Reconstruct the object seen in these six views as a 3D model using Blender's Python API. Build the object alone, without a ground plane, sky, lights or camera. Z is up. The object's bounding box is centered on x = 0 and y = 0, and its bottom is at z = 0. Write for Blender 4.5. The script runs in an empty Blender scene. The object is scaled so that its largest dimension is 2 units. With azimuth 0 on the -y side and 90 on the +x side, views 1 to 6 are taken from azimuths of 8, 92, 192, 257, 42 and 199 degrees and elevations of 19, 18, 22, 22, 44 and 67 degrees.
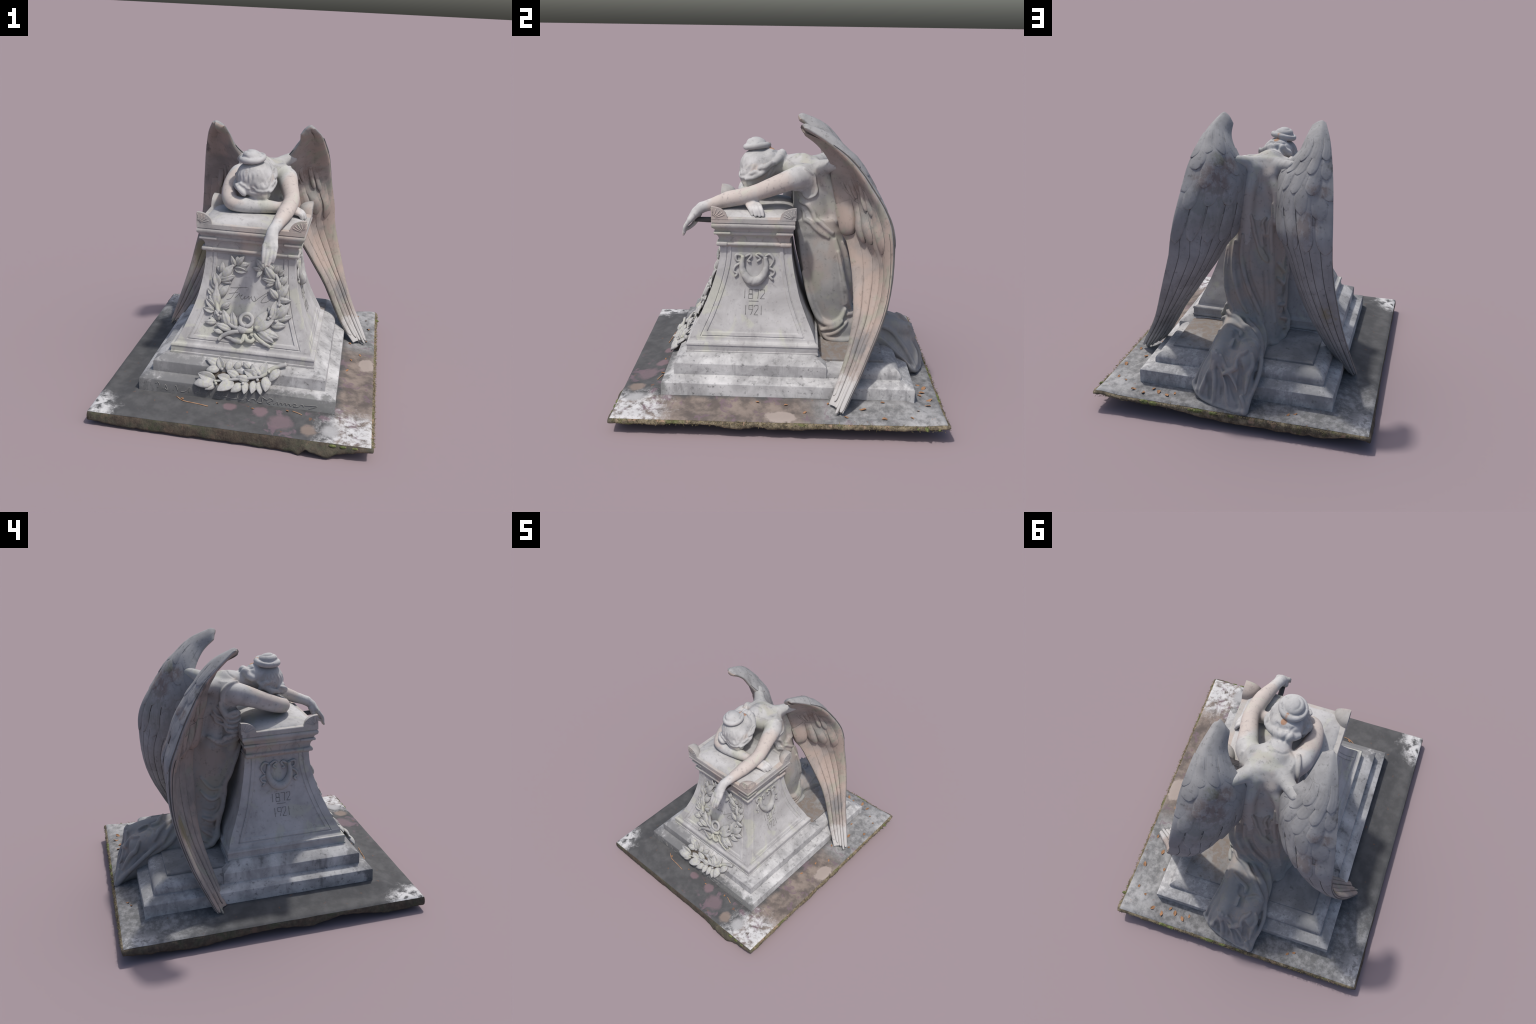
# Weathered marble grave monument: a winged figure kneels over a tapering
# pedestal.  Metres, z up, origin under the middle of the ground slab.
import bpy, math, random
import numpy as np
from mathutils import Vector, Matrix

rng = np.random.default_rng(7)
random.seed(7)
ROOT = bpy.data.objects.new("angel_monument", None)
bpy.context.collection.objects.link(ROOT)
ROOT["label"] = "weathered marble angel grieving over a carved pedestal"
ROOT["category"] = "grave monument"


# ------------------------------------------------------------------ helpers
def link(obj, parent=None):
    bpy.context.collection.objects.link(obj)
    obj.parent = parent if parent is not None else ROOT
    return obj


def mesh_data(name, verts, faces, mat=None, smooth=True):
    me = bpy.data.meshes.new(name)
    verts = np.asarray(verts, np.float32).reshape(-1, 3)
    me.vertices.add(len(verts))
    me.vertices.foreach_set("co", verts.ravel())
    if isinstance(faces, np.ndarray):
        n, k = faces.shape
        loops, starts = faces.ravel(), np.arange(n) * k
        totals = np.full(n, k)
    else:
        loops = np.array([i for f in faces for i in f])
        totals = np.array([len(f) for f in faces])
        starts = np.r_[0, np.cumsum(totals)[:-1]]
        n = len(faces)
    me.loops.add(len(loops))
    me.loops.foreach_set("vertex_index", loops.astype(np.int32))
    me.polygons.add(n)
    me.polygons.foreach_set("loop_start", starts.astype(np.int32))
    me.polygons.foreach_set("loop_total", totals.astype(np.int32))
    me.polygons.foreach_set("use_smooth", np.full(n, smooth))
    me.update(calc_edges=True)
    me.validate()
    if mat:
        me.materials.append(mat)
    return me


def part(name, verts, faces, mat, parent=None, smooth=True, sharp=None):
    me = mesh_data(name, verts, faces, mat, smooth)
    if sharp is not None:
        me.set_sharp_from_angle(angle=math.radians(sharp))
    return link(bpy.data.objects.new(name, me), parent)


def catmull(pts, n):
    """n points on a Catmull-Rom spline through pts, even in knot parameter."""
    p = np.asarray(pts, float)
    p = np.vstack([2 * p[0] - p[1], p, 2 * p[-1] - p[-2]])
    u = np.linspace(0, len(p) - 3, n)
    i = np.minimum(u.astype(int), len(p) - 4)
    f = (u - i)[:, None]
    a, b, c, d = p[i], p[i + 1], p[i + 2], p[i + 3]
    return 0.5 * (2 * b + (c - a) * f + (2 * a - 5 * b + 4 * c - d) * f ** 2
                  + (3 * b - a - 3 * c + d) * f ** 3)


def grid_faces(nu, nv, base=0, close_u=False, flip=False):
    i, j = np.meshgrid(np.arange(nu if close_u else nu - 1), np.arange(nv - 1), indexing="ij")
    i, j = i.ravel(), j.ravel()
    k = (i + 1) % nu
    f = np.stack([i * nv + j, k * nv + j, k * nv + j + 1, i * nv + j + 1], 1) + base
    return f[:, ::-1] if flip else f


def box(x0, x1, y0, y1, z0, z1):
    v = [(x, y, z) for z in (z0, z1) for x, y in ((x0, y0), (x1, y0), (x1, y1), (x0, y1))]
    f = [(3, 2, 1, 0), (4, 5, 6, 7)] + [(i, (i + 1) % 4, (i + 1) % 4 + 4, i + 4) for i in range(4)]
    return v, f


def bevelled(obj, width, segments=3):
    m = obj.modifiers.new("soft_edges", "BEVEL")
    m.width, m.segments, m.limit_method = width, segments, "ANGLE"
    m.angle_limit = math.radians(25)
    return obj


def hash3(ix, iy, iz):
    h = (ix * 374761393 + iy * 668265263 + iz * 2147483647) & 0xFFFFFFFF
    h = ((h ^ (h >> 13)) * 1274126177) & 0xFFFFFFFF
    return ((h ^ (h >> 16)) & 0xFFFF) / 32767.5 - 1.0


def noise3(p, scale, octaves=3):
    """Value noise in -1..1 on an (n,3) array."""
    p = np.asarray(p, float)
    out, amp, tot = np.zeros(len(p)), 1.0, 0.0
    for o in range(octaves):
        q = p * scale * 2 ** o + 17.3 * o + 100.0
        i = np.floor(q).astype(np.int64)
        f = q - i
        f = f * f * (3 - 2 * f)
        r = 0
        for dx in (0, 1):
            for dy in (0, 1):
                for dz in (0, 1):
                    w = ((f[:, 0] if dx else 1 - f[:, 0]) * (f[:, 1] if dy else 1 - f[:, 1])
                         * (f[:, 2] if dz else 1 - f[:, 2]))
                    r = r + w * hash3(i[:, 0] + dx, i[:, 1] + dy, i[:, 2] + dz)
        out += amp * r
        tot += amp
        amp *= 0.5
    return out / tot


def tube_mesh(path, radii, sides=8, flatten=1.0, up=(0, 0, 1)):
    """Closed tube along a path; flatten squeezes it along the frame's normal."""
    p = np.asarray(path, float)
    n = len(p)
    r = np.broadcast_to(np.asarray(radii, float), (n,))
    tan = np.gradient(p, axis=0)
    tan /= np.linalg.norm(tan, axis=1)[:, None] + 1e-9
    up = np.asarray(up, float)
    nrm = up - tan * (tan @ up)[:, None]
    nrm /= np.linalg.norm(nrm, axis=1)[:, None] + 1e-9
    bi = np.cross(tan, nrm)
    a = np.linspace(0, 2 * np.pi, sides, endpoint=False)
    v = (p[:, None] + r[:, None, None] * (np.cos(a)[None, :, None] * bi[:, None]
                                          + flatten * np.sin(a)[None, :, None] * nrm[:, None]))
    v = v.reshape(-1, 3)
    f = []
    for i in range(n - 1):
        for j in range(sides):
            k = (j + 1) % sides
            f.append((i * sides + j, i * sides + k, (i + 1) * sides + k, (i + 1) * sides + j))
    f.append(tuple(range(sides))[::-1])
    f.append(tuple(range((n - 1) * sides, n * sides)))
    return v, f


def merge(pieces):
    vs, fs, b = [], [], 0
    for v, f in pieces:
        v = np.asarray(v, float).reshape(-1, 3)
        vs.append(v)
        fs += [tuple(int(i) + b for i in q) for q in f]
        b += len(v)
    return np.vstack(vs), fs


# ---------------------------------------------------------------- materials
class Nodes:
    """Small helper that wires a Principled material on Object coordinates."""

    def __init__(self, name):
        self.mat = bpy.data.materials.new(name)
        self.mat.use_nodes = True
        self.t = self.mat.node_tree
        self.bsdf = self.t.nodes["Principled BSDF"]
        self.co = self.t.nodes.new("ShaderNodeTexCoord").outputs["Object"]

    def node(self, kind, **kw):
        n = self.t.nodes.new(kind)
        for k, v in kw.items():
            setattr(n, k, v)
        return n

    def put(self, sock, val):
        if hasattr(val, "is_output"):
            self.t.links.new(val, sock)
        elif isinstance(val, tuple) and len(val) == 3 and sock.type == "RGBA":
            sock.default_value = (*val, 1)
        else:
            sock.default_value = val

    def noise(self, scale, detail=4, rough=0.55, stretch=None, distort=0.0):
        co = self.co
        if stretch:
            m = self.node("ShaderNodeMapping")
            m.inputs["Scale"].default_value = stretch
            self.put(m.inputs["Vector"], co)
            co = m.outputs[0]
        n = self.node("ShaderNodeTexNoise")
        self.put(n.inputs["Vector"], co)
        n.inputs["Scale"].default_value = scale
        n.inputs["Detail"].default_value = detail
        n.inputs["Roughness"].default_value = rough
        n.inputs["Distortion"].default_value = distort
        return n.outputs["Fac"]

    def spots(self, scale):
        n = self.node("ShaderNodeTexVoronoi")
        self.put(n.inputs["Vector"], self.co)
        n.inputs["Scale"].default_value = scale
        return n.outputs["Distance"]

    def ramp(self, fac, lo, hi):
        n = self.node("ShaderNodeMapRange")
        n.interpolation_type = "SMOOTHSTEP"
        self.put(n.inputs["Value"], fac)
        n.inputs["From Min"].default_value = lo
        n.inputs["From Max"].default_value = hi
        return n.outputs["Result"]

    def math(self, op, a, b=0.0, clamp=False):
        n = self.node("ShaderNodeMath", operation=op, use_clamp=clamp)
        self.put(n.inputs[0], a)
        self.put(n.inputs[1], b)
        return n.outputs[0]

    def mix(self, fac, a, b):
        n = self.node("ShaderNodeMix", data_type="RGBA")
        self.put(n.inputs["Factor"], fac)
        self.put(n.inputs[6], a)
        self.put(n.inputs[7], b)
        return n.outputs[2]

    def ball(self, centre, radius, wobble, soft=0.5):
        """1 inside a noisy ellipsoid of the given radii, 0 outside."""
        m = self.node("ShaderNodeMapping", vector_type="TEXTURE")
        m.inputs["Location"].default_value = centre
        m.inputs["Scale"].default_value = radius
        self.put(m.inputs["Vector"], self.co)
        n = self.node("ShaderNodeVectorMath", operation="LENGTH")
        self.put(n.inputs[0], m.outputs[0])
        d = self.math("ADD", n.outputs["Value"], self.math("MULTIPLY", self.math("SUBTRACT", wobble, 0.5), 2.2))
        return self.ramp(d, 1.0 + soft * 0.5, 1.0 - soft * 0.5)

    def axis(self, i):
        n = self.node("ShaderNodeSeparateXYZ")
        self.put(n.inputs[0], self.co)
        return n.outputs[i]

    def finish(self, colour, rough=0.85, bump=None, strength=0.3, dist=0.004):
        self.put(self.bsdf.inputs["Base Color"], colour)
        self.put(self.bsdf.inputs["Roughness"], rough)
        self.bsdf.inputs["Specular IOR Level"].default_value = 0.25
        if bump is not None:
            b = self.node("ShaderNodeBump")
            b.inputs["Strength"].default_value = strength
            b.inputs["Distance"].default_value = dist
            self.put(b.inputs["Height"], bump)
            self.put(self.bsdf.inputs["Normal"], b.outputs[0])
        return self.mat


TONE = 0.69  # overall reflectance of the aged stone


def marble(name, light, dark, speck=0.5, streak=0.3, patches=(), warm=None, green=None):
    """Grey weathered marble.  patches: (centre, radii, colour, strength, soft)."""
    light, dark, warm, green = (c and tuple(q * TONE for q in c) for c in (light, dark, warm, green))
    n = Nodes(name)
    big = n.noise(5.0, 5, 0.6, distort=0.4)
    fine = n.noise(38.0, 5, 0.65)
    drip = n.noise(16.0, 4, 0.6, stretch=(1.0, 1.0, 0.22))
    col = n.mix(n.ramp(big, 0.30, 0.70), dark, light)
    if warm:
        col = n.mix(n.math("MULTIPLY", n.ramp(n.noise(4.2, 3, 0.5), 0.47, 0.60), 0.75), col, warm)
    if green:
        col = n.mix(n.math("MULTIPLY", n.ramp(n.noise(6.3, 3, 0.5, distort=0.8), 0.54, 0.64), 0.6), col, green)
    darker = tuple(c * 0.42 for c in dark)
    col = n.mix(n.math("MULTIPLY", n.ramp(drip, 0.55, 0.78), streak), col, darker)
    col = n.mix(n.math("MULTIPLY", n.ramp(fine, 0.54, 0.74), speck), col, darker)
    pits = n.math("MULTIPLY", n.ramp(n.spots(60), 0.13, 0.05), n.ramp(n.noise(7, 2), 0.5, 0.62))
    col = n.mix(n.math("MULTIPLY", pits, 0.6), col, tuple(c * 0.25 for c in dark))
    wob = n.noise(14.0, 5, 0.7)
    mottle = n.ramp(n.noise(26.0, 5, 0.7, stretch=(1, 1, 0.5)), 0.42, 0.58)
    for centre, radii, colour, strength, soft in patches:
        mask = n.math("MULTIPLY", n.ball(centre, radii, wob, soft), n.math("ADD", 0.35 if strength < 0.8 else 0.9, mottle, True))
        col = n.mix(n.math("MULTIPLY", mask, strength), col, colour)
    return n.finish(col, 0.8, n.math("ADD", fine, n.math("MULTIPLY", big, 0.5)), 0.25, 0.003)


RUST, SOOT, MOSS = (0.135, 0.08, 0.062), (0.07, 0.068, 0.066), (0.13, 0.14, 0.085)
PALE, TAN = (0.62, 0.60, 0.57), (0.42, 0.33, 0.28)
STONE = (0.64, 0.635, 0.64)

M_PEDESTAL = marble("pedestal_marble", STONE, (0.45, 0.445, 0.445), 0.40, 0.30, green=(0.60, 0.61, 0.52))
M_CORNICE = marble("cornice_marble", (0.58, 0.565, 0.55), (0.43, 0.42, 0.41), 0.35, 0.35,
                   warm=(0.60, 0.51, 0.46), green=(0.53, 0.55, 0.46))
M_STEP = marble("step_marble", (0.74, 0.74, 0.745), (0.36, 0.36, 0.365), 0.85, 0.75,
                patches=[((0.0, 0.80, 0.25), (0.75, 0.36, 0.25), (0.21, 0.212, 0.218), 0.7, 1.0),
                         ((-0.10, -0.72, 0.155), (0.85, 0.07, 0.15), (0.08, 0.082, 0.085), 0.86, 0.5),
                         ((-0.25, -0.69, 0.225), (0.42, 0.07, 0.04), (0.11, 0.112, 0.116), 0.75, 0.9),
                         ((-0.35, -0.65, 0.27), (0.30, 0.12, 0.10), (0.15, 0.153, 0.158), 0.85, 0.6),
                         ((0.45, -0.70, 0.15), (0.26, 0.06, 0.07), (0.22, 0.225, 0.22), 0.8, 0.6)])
M_PLATE = marble("platform_marble", (0.42, 0.42, 0.42), (0.26, 0.26, 0.265), 0.6, 0.3,
                 patches=[((0.30, 0.36, 0.33), (0.20, 0.20, 0.15), (0.17, 0.135, 0.11), 0.75, 0.9)])
M_SKIN = marble("figure_marble", (0.72, 0.715, 0.71), (0.48, 0.48, 0.485), 0.5, 0.2,
                warm=(0.64, 0.55, 0.50), green=(0.60, 0.61, 0.53))
M_HAIR = marble("hair_marble", (0.66, 0.66, 0.665), (0.45, 0.45, 0.45), 0.45, 0.1,
                patches=[((-0.07, -0.285, 1.475), (0.022, 0.03, 0.04), RUST, 0.85, 0.5),
                         ((-0.02, -0.075, 1.53), (0.016, 0.02, 0.016), (0.33, 0.17, 0.09), 0.9, 0.6),
                         ((-0.03, -0.105, 1.555), (0.014, 0.02, 0.014), (0.33, 0.17, 0.09), 0.9, 0.6),
                         ((-0.15, -0.17, 1.42), (0.05, 0.09, 0.09), (0.30, 0.285, 0.27), 0.7, 0.8)])
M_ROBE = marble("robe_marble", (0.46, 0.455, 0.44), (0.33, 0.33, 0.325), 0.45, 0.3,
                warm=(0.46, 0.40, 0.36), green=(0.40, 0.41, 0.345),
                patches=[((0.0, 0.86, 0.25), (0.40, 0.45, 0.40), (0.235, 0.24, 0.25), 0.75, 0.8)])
M_BODICE = marble("bodice_marble", (0.62, 0.615, 0.605), (0.42, 0.42, 0.42), 0.5, 0.25,
                  warm=(0.55, 0.49, 0.45), green=(0.50, 0.51, 0.44))
WING_PATCH = [((0.23, 0.50, 1.36), (0.10, 0.09, 0.10), RUST, 0.55, 0.9),
              ((0.15, 0.42, 1.47), (0.05, 0.06, 0.06), RUST, 0.55, 0.9),
              ((0.20, 0.45, 1.52), (0.05, 0.05, 0.05), MOSS, 0.5, 0.8),
              ((0.25, 0.55, 1.20), (0.16, 0.10, 0.13), (0.19, 0.20, 0.19), 0.7, 0.9),
              ((-0.35, 0.56, 1.18), (0.07, 0.06, 0.10), RUST, 0.45, 0.9),
              ((-0.40, 0.46, 1.37), (0.08, 0.04, 0.03), RUST, 0.5, 0.8),
              ((-0.46, 0.34, 1.50), (0.03, 0.05, 0.05), SOOT, 0.7, 0.7),
              ((0.56, 0.47, 0.52), (0.05, 0.06, 0.17), (0.16, 0.16, 0.165), 0.85, 0.8),
              ((-0.52, 0.50, 0.66), (0.05, 0.07, 0.10), (0.22, 0.19, 0.11), 0.8, 0.8),
              ((0.72, 0.36, 0.18), (0.13, 0.13, 0.17), (0.43, 0.43, 0.43), 0.8, 0.7)]
M_WING = marble("wing_marble", (0.47, 0.41, 0.38), (0.32, 0.29, 0.275), 0.45, 0.45,
                warm=(0.50, 0.40, 0.35), green=(0.39, 0.40, 0.33), patches=WING_PATCH)
M_FEATHER = marble("feather_marble", (0.46, 0.46, 0.465), (0.33, 0.33, 0.335), 0.6, 0.35, patches=WING_PATCH)
M_LEAF = marble("laurel_marble", (0.56, 0.56, 0.555), (0.43, 0.43, 0.43), 0.35, 0.1, green=(0.56, 0.57, 0.46))
M_DARK_EDGE = marble("feather_edge_dark", (0.20, 0.19, 0.18), (0.13, 0.125, 0.12), 0.3, 0.2)
M_CUT = marble("engraved_groove", (0.32, 0.32, 0.315), (0.25, 0.25, 0.245), 0.2, 0.1)
M_STRUT = marble("iron_strut_stain", (0.15, 0.15, 0.15), (0.10, 0.10, 0.10), 0.3, 0.1)


def slab_material():
    n = Nodes("slab_stone")
    big, mid, fine = n.noise(3.2, 5, 0.6, distort=0.5), n.noise(11, 5, 0.65), n.noise(60, 4, 0.7)
    x, y, z = n.axis(0), n.axis(1), n.axis(2)
    col = n.mix(n.ramp(mid, 0.35, 0.7), (0.062, 0.063, 0.066), (0.088, 0.089, 0.092))
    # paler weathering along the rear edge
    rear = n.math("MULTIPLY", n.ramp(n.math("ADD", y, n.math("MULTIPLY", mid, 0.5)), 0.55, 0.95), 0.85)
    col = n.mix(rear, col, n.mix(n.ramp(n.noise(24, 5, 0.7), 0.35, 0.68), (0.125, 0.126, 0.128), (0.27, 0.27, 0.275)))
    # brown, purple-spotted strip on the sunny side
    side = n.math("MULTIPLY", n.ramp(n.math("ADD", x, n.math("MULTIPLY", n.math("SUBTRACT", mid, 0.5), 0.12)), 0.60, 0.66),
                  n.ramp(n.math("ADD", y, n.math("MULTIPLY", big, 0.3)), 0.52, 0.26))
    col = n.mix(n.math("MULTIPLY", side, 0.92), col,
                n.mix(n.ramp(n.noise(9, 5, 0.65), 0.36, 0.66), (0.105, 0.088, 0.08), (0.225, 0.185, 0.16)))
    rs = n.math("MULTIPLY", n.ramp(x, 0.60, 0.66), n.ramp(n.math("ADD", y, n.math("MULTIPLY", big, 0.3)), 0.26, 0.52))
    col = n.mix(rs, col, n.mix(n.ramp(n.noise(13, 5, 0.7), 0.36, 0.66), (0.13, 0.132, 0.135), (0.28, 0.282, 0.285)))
    lil = n.math("MULTIPLY", n.ramp(n.noise(13, 4, 0.6, distort=0.6), 0.56, 0.66),
                 n.ramp(n.math("ADD", n.math("MULTIPLY", x, 1.0), n.math("MULTIPLY", y, -0.55)), 0.30, 0.75))
    col = n.mix(n.math("MULTIPLY", lil, 0.8), col, (0.145, 0.105, 0.125))
    rust = n.math("MULTIPLY", n.ramp(n.noise(21, 4, 0.6), 0.67, 0.72), 0.6)
    col = n.mix(rust, col, (0.17, 0.085, 0.05))
    wob = n.noise(12, 6, 0.8)
    blot = n.ramp(n.noise(15, 6, 0.72, distort=0.3), 0.40, 0.58)
    tame = n.math("ADD", 0.5, n.math("MULTIPLY", n.math("SUBTRACT", n.noise(30, 3, 0.6), 0.5), 0.35))
    for c, r, k, s, soft in [((0.76, -0.86, 0.1), (0.20, 0.19, 0.2), (0.50, 0.50, 0.505), 0.95, 0.9),
                             ((0.60, -0.86, 0.1), (0.05, 0.05, 0.1), (0.33,0.33,0.335), 0.9, 0.8),
                             ((-0.82, -0.90, 0.1), (0.11, 0.15, 0.2), (0.50, 0.50, 0.505), 0.95, 0.9),
                             ((-0.82, 0.94, 0.1), (0.09, 0.15, 0.2), (0.40, 0.40, 0.405), 0.9, 0.8),
                             ((0.79, 0.86, 0.1), (0.10, 0.12, 0.2), (0.36, 0.36, 0.365), 0.7, 0.9),
                             ((0.79, 0.02, 0.1), (0.055, 0.09, 0.1), (0.31, 0.265, 0.24), 0.9, 0.3),
                             ((0.47, -0.88, 0.1), (0.045, 0.05, 0.1), (0.22, 0.175, 0.15), 0.8, 0.6),
                             ((0.30, -0.84, 0.1), (0.07, 0.06, 0.1), (0.155, 0.115, 0.13), 0.8, 0.6),
                             ((0.17, -0.77, 0.1), (0.045, 0.04, 0.1), (0.17, 0.12, 0.135), 0.8, 0.5),
                             ((-0.02, -0.76, 0.1), (0.04, 0.03, 0.1), (0.17, 0.12, 0.135), 0.8, 0.5)]:
        col = n.mix(n.math("MULTIPLY", n.ball(c, r, wob if r[2] > .15 else tame, soft), n.math("MULTIPLY", blot, s) if r[2] > .15 else s), col, k)
    col = n.mix(n.math("MULTIPLY", n.ramp(fine, 0.6, 0.8), 0.35), col, (0.05, 0.05, 0.05))
    return n.finish(col, 0.9, n.math("ADD", fine, mid), 0.3, 0.004)


def rim_material():
    n = Nodes("slab_rim_earth")
    a, b = n.noise(26, 5, 0.7), n.noise(9, 4, 0.6)
    streak = n.noise(50, 4, 0.7, stretch=(1, 1, 0.35))
    col = n.mix(n.ramp(a, 0.35, 0.68), (0.075, 0.062, 0.045), (0.22, 0.185, 0.125))
    col = n.mix(n.math("MULTIPLY", n.ramp(b, 0.55, 0.66), 0.8), col, (0.10, 0.115, 0.045))
    col = n.mix(n.math("MULTIPLY", n.ramp(n.noise(15, 3), 0.60, 0.68), 0.8), col, (0.30, 0.205, 0.145))
    col = n.mix(n.math("MULTIPLY", n.ramp(streak, 0.55, 0.75), 0.55), col, (0.05, 0.042, 0.034))
    x, y = n.axis(0), n.axis(1)
    cut = n.math("MAXIMUM", n.ramp(y, -0.92, -0.955), n.ramp(x, -0.82, -0.845))
    col = n.mix(n.math("MULTIPLY", cut, 0.72), col, n.mix(n.ramp(b, 0.4, 0.62), (0.058, 0.046, 0.040), (0.052, 0.056, 0.045)))
    return n.finish(col, 0.95, n.math("ADD", a, streak), 0.6, 0.008)


M_SLAB, M_RIM = slab_material(), rim_material()


def plain(name, c0, c1, scale=30):
    n = Nodes(name)
    return n.finish(n.mix(n.ramp(n.noise(scale, 3), 0.35, 0.65), c0, c1), 0.9)


M_LITTER = plain("dry_leaf_brown", (0.20, 0.10, 0.05), (0.36, 0.21, 0.12))
M_TWIG = plain("dry_twig", (0.26, 0.14, 0.08), (0.38, 0.24, 0.15))
M_MOSS = plain("moss_green", (0.07, 0.09, 0.03), (0.16, 0.17, 0.07), 60)


# --------------------------------------------------------------- ground slab
# lower lip of the ragged rim: (distance along the side, z), read per side
RIM = {"front": [(-0.84, 0.03), (-0.70, 0.012), (-0.33, 0.006), (0.08, 0.004), (0.24, 0.004), (0.43, 0.0),
                 (0.47, 0.04), (0.54, 0.022), (0.60, 0.002), (0.64, 0.03), (0.84, 0.062)],
       "right": [(-0.97, 0.062), (-0.67, 0.061), (-0.59, 0.078), (-0.45, 0.078), (-0.20, 0.048), (-0.13, 0.064),
                 (0.07, 0.054), (0.34, 0.072), (0.70, 0.071), (0.89, 0.080), (0.98, 0.112)],
       "back": [(-0.845, 0.056), (-0.76, 0.068), (-0.57, 0.034), (-0.34, 0.031), (-0.18, 0.037), (0.01, 0.037),
                (0.19, 0.050), (0.37, 0.076), (0.55, 0.094), (0.75, 0.082), (0.84, 0.112)],
       "left": [(-0.965, 0.03), (-0.69, 0.02), (-0.59, 0.04), (-0.40, 0.066), (-0.21, 0.018), (0.02, 0.050),
                (0.25, 0.042), (0.52, 0.008), (0.72, 0.024), (0.97, 0.045)]}


def slab_top(x, y):
    u, v = (x + 0.84) / 1.68, (y + 0.96) / 1.93
    flat = 0.101 * (1 - u) * (1 - v) + 0.105 * u * (1 - v) + 0.118 * u * v + 0.104 * (1 - u) * v
    # the top is weathered to fall away from the steps
    e = np.minimum(np.minimum(x + 0.84, 0.84 - x), np.minimum(y + 0.96, 0.97 - y))
    return flat + 0.027 * np.clip((e - 0.09) / 0.12, 0, 1) ** 1.3


def build_slab():
    X0, X1, Y0, Y1 = -0.848, 0.838, -0.961, 0.968
    nx, ny = 170, 196
    xs, ys = np.linspace(X0, X1, nx), np.linspace(Y0, Y1, ny)
    gx, gy = np.meshgrid(xs, ys, indexing="ij")
    p = np.stack([gx, gy, slab_top(gx, gy)], -1).reshape(-1, 3)
    e = np.minimum(np.minimum(p[:, 0] - X0, X1 - p[:, 0]), np.minimum(p[:, 1] - Y0, Y1 - p[:, 1]))
    p[:, 2] += 0.0022 * noise3(p, 9, 4) - 0.010 * np.exp(-e / 0.010)
    # rear right corner is heaped with turf
    heap = np.exp(-((p[:, 0] - 0.80) ** 2 + (p[:, 1] - 0.95) ** 2) / 0.006)
    p[:, 2] += 0.014 * heap
    part("slab", p, grid_faces(nx, ny), M_SLAB)
    # rim: rows go from the top edge down to the ragged lip, then in under the slab
    loop = ([(x, Y0, "front", x) for x in xs[:-1]] + [(X1, y, "right", y) for y in ys[:-1]]
            + [(x, Y1, "back", x) for x in xs[::-1][:-1]] + [(X0, y, "left", y) for y in ys[::-1][:-1]])
    P = np.array([(a, b) for a, b, _, _ in loop])
    lip = np.array([np.interp(t, *np.array(RIM[s]).T) for _, _, s, t in loop])
    n = len(P)
    out = np.zeros((n, 2))
    for i, (_, _, s, _) in enumerate(loop):
        out[i] = {"front": (0, -1), "right": (1, 0), "back": (0, 1), "left": (-1, 0)}[s]
    for _ in range(3):
        out = (np.roll(out, 1, 0) + out + np.roll(out, -1, 0)) / 3
    out /= np.linalg.norm(out, axis=1)[:, None]
    top = slab_top(P[:, 0], P[:, 1]) - 0.011
    heap = np.exp(-((P[:, 0] - 0.80) ** 2 + (P[:, 1] - 0.95) ** 2) / 0.006)
    top = top + 0.014 * heap
    jag = noise3(np.c_[P, lip], 26, 4)
    lip = np.minimum(lip + 0.010 * jag + 0.004, top - 0.02)
    lip = np.maximum(lip, 0.0005)
    lip[np.argmin(np.abs(P[:, 0] - 0.43) + 50 * np.abs(P[:, 1] - Y0))] = 0.0
    rows = []
    for k, (f, o) in enumerate([(0, -0.001), (0.06, 0.004), (0.2, 0.011), (0.4, 0.015), (0.6, 0.017), (0.8, 0.015),
                                (0.95, 0.009), (1.0, -0.004), (0.94, -0.03), (0.75, -0.09), (0.5, -0.2)]):
        z = top + (lip - top) * f
        q = np.c_[P, z]
        # turf on the right and rear sides bulges more than the sawn front and left
        soft = np.clip(np.maximum(P[:, 0] / 0.84, P[:, 1] / 0.96), 0.25, 1) if k < 8 else np.ones(n)
        push = o * (soft if o > 0 else 1) + ((0.011 - 0.003 * (P[:, 1] > .9)) * noise3(q, 17, 4) * (soft + 0.15) if 1 <= k <= 8 else 0)
        if 3 <= k <= 8:
            push = push + .030 * np.exp(-((P[:, 0] - .52) / .13) ** 2) * (P[:, 1] < -.95) * min(1, (k - 2) / 4)
        q[:, :2] += out * np.broadcast_to(push, (n,))[:, None]
        rows.append(q)
    v = np.concatenate(rows)
    r = len(rows)
    f = [(k * n + i, (k + 1) * n + i, (k + 1) * n + (i + 1) % n, k * n + (i + 1) % n)
         for k in range(r - 1) for i in range(n)]
    f.append(tuple((r - 1) * n + i for i in range(n))[::-1])
    part("slab_rim", v, f, M_RIM)


build_slab()


def rough(obj_verts, amount=0.0012, scale=14):
    v = np.asarray(obj_verts, float)
    v[:, 2] += amount * noise3(v, scale, 3)
    v[:, 0] += amount * noise3(v + 7.1, scale, 3)
    return v


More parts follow.
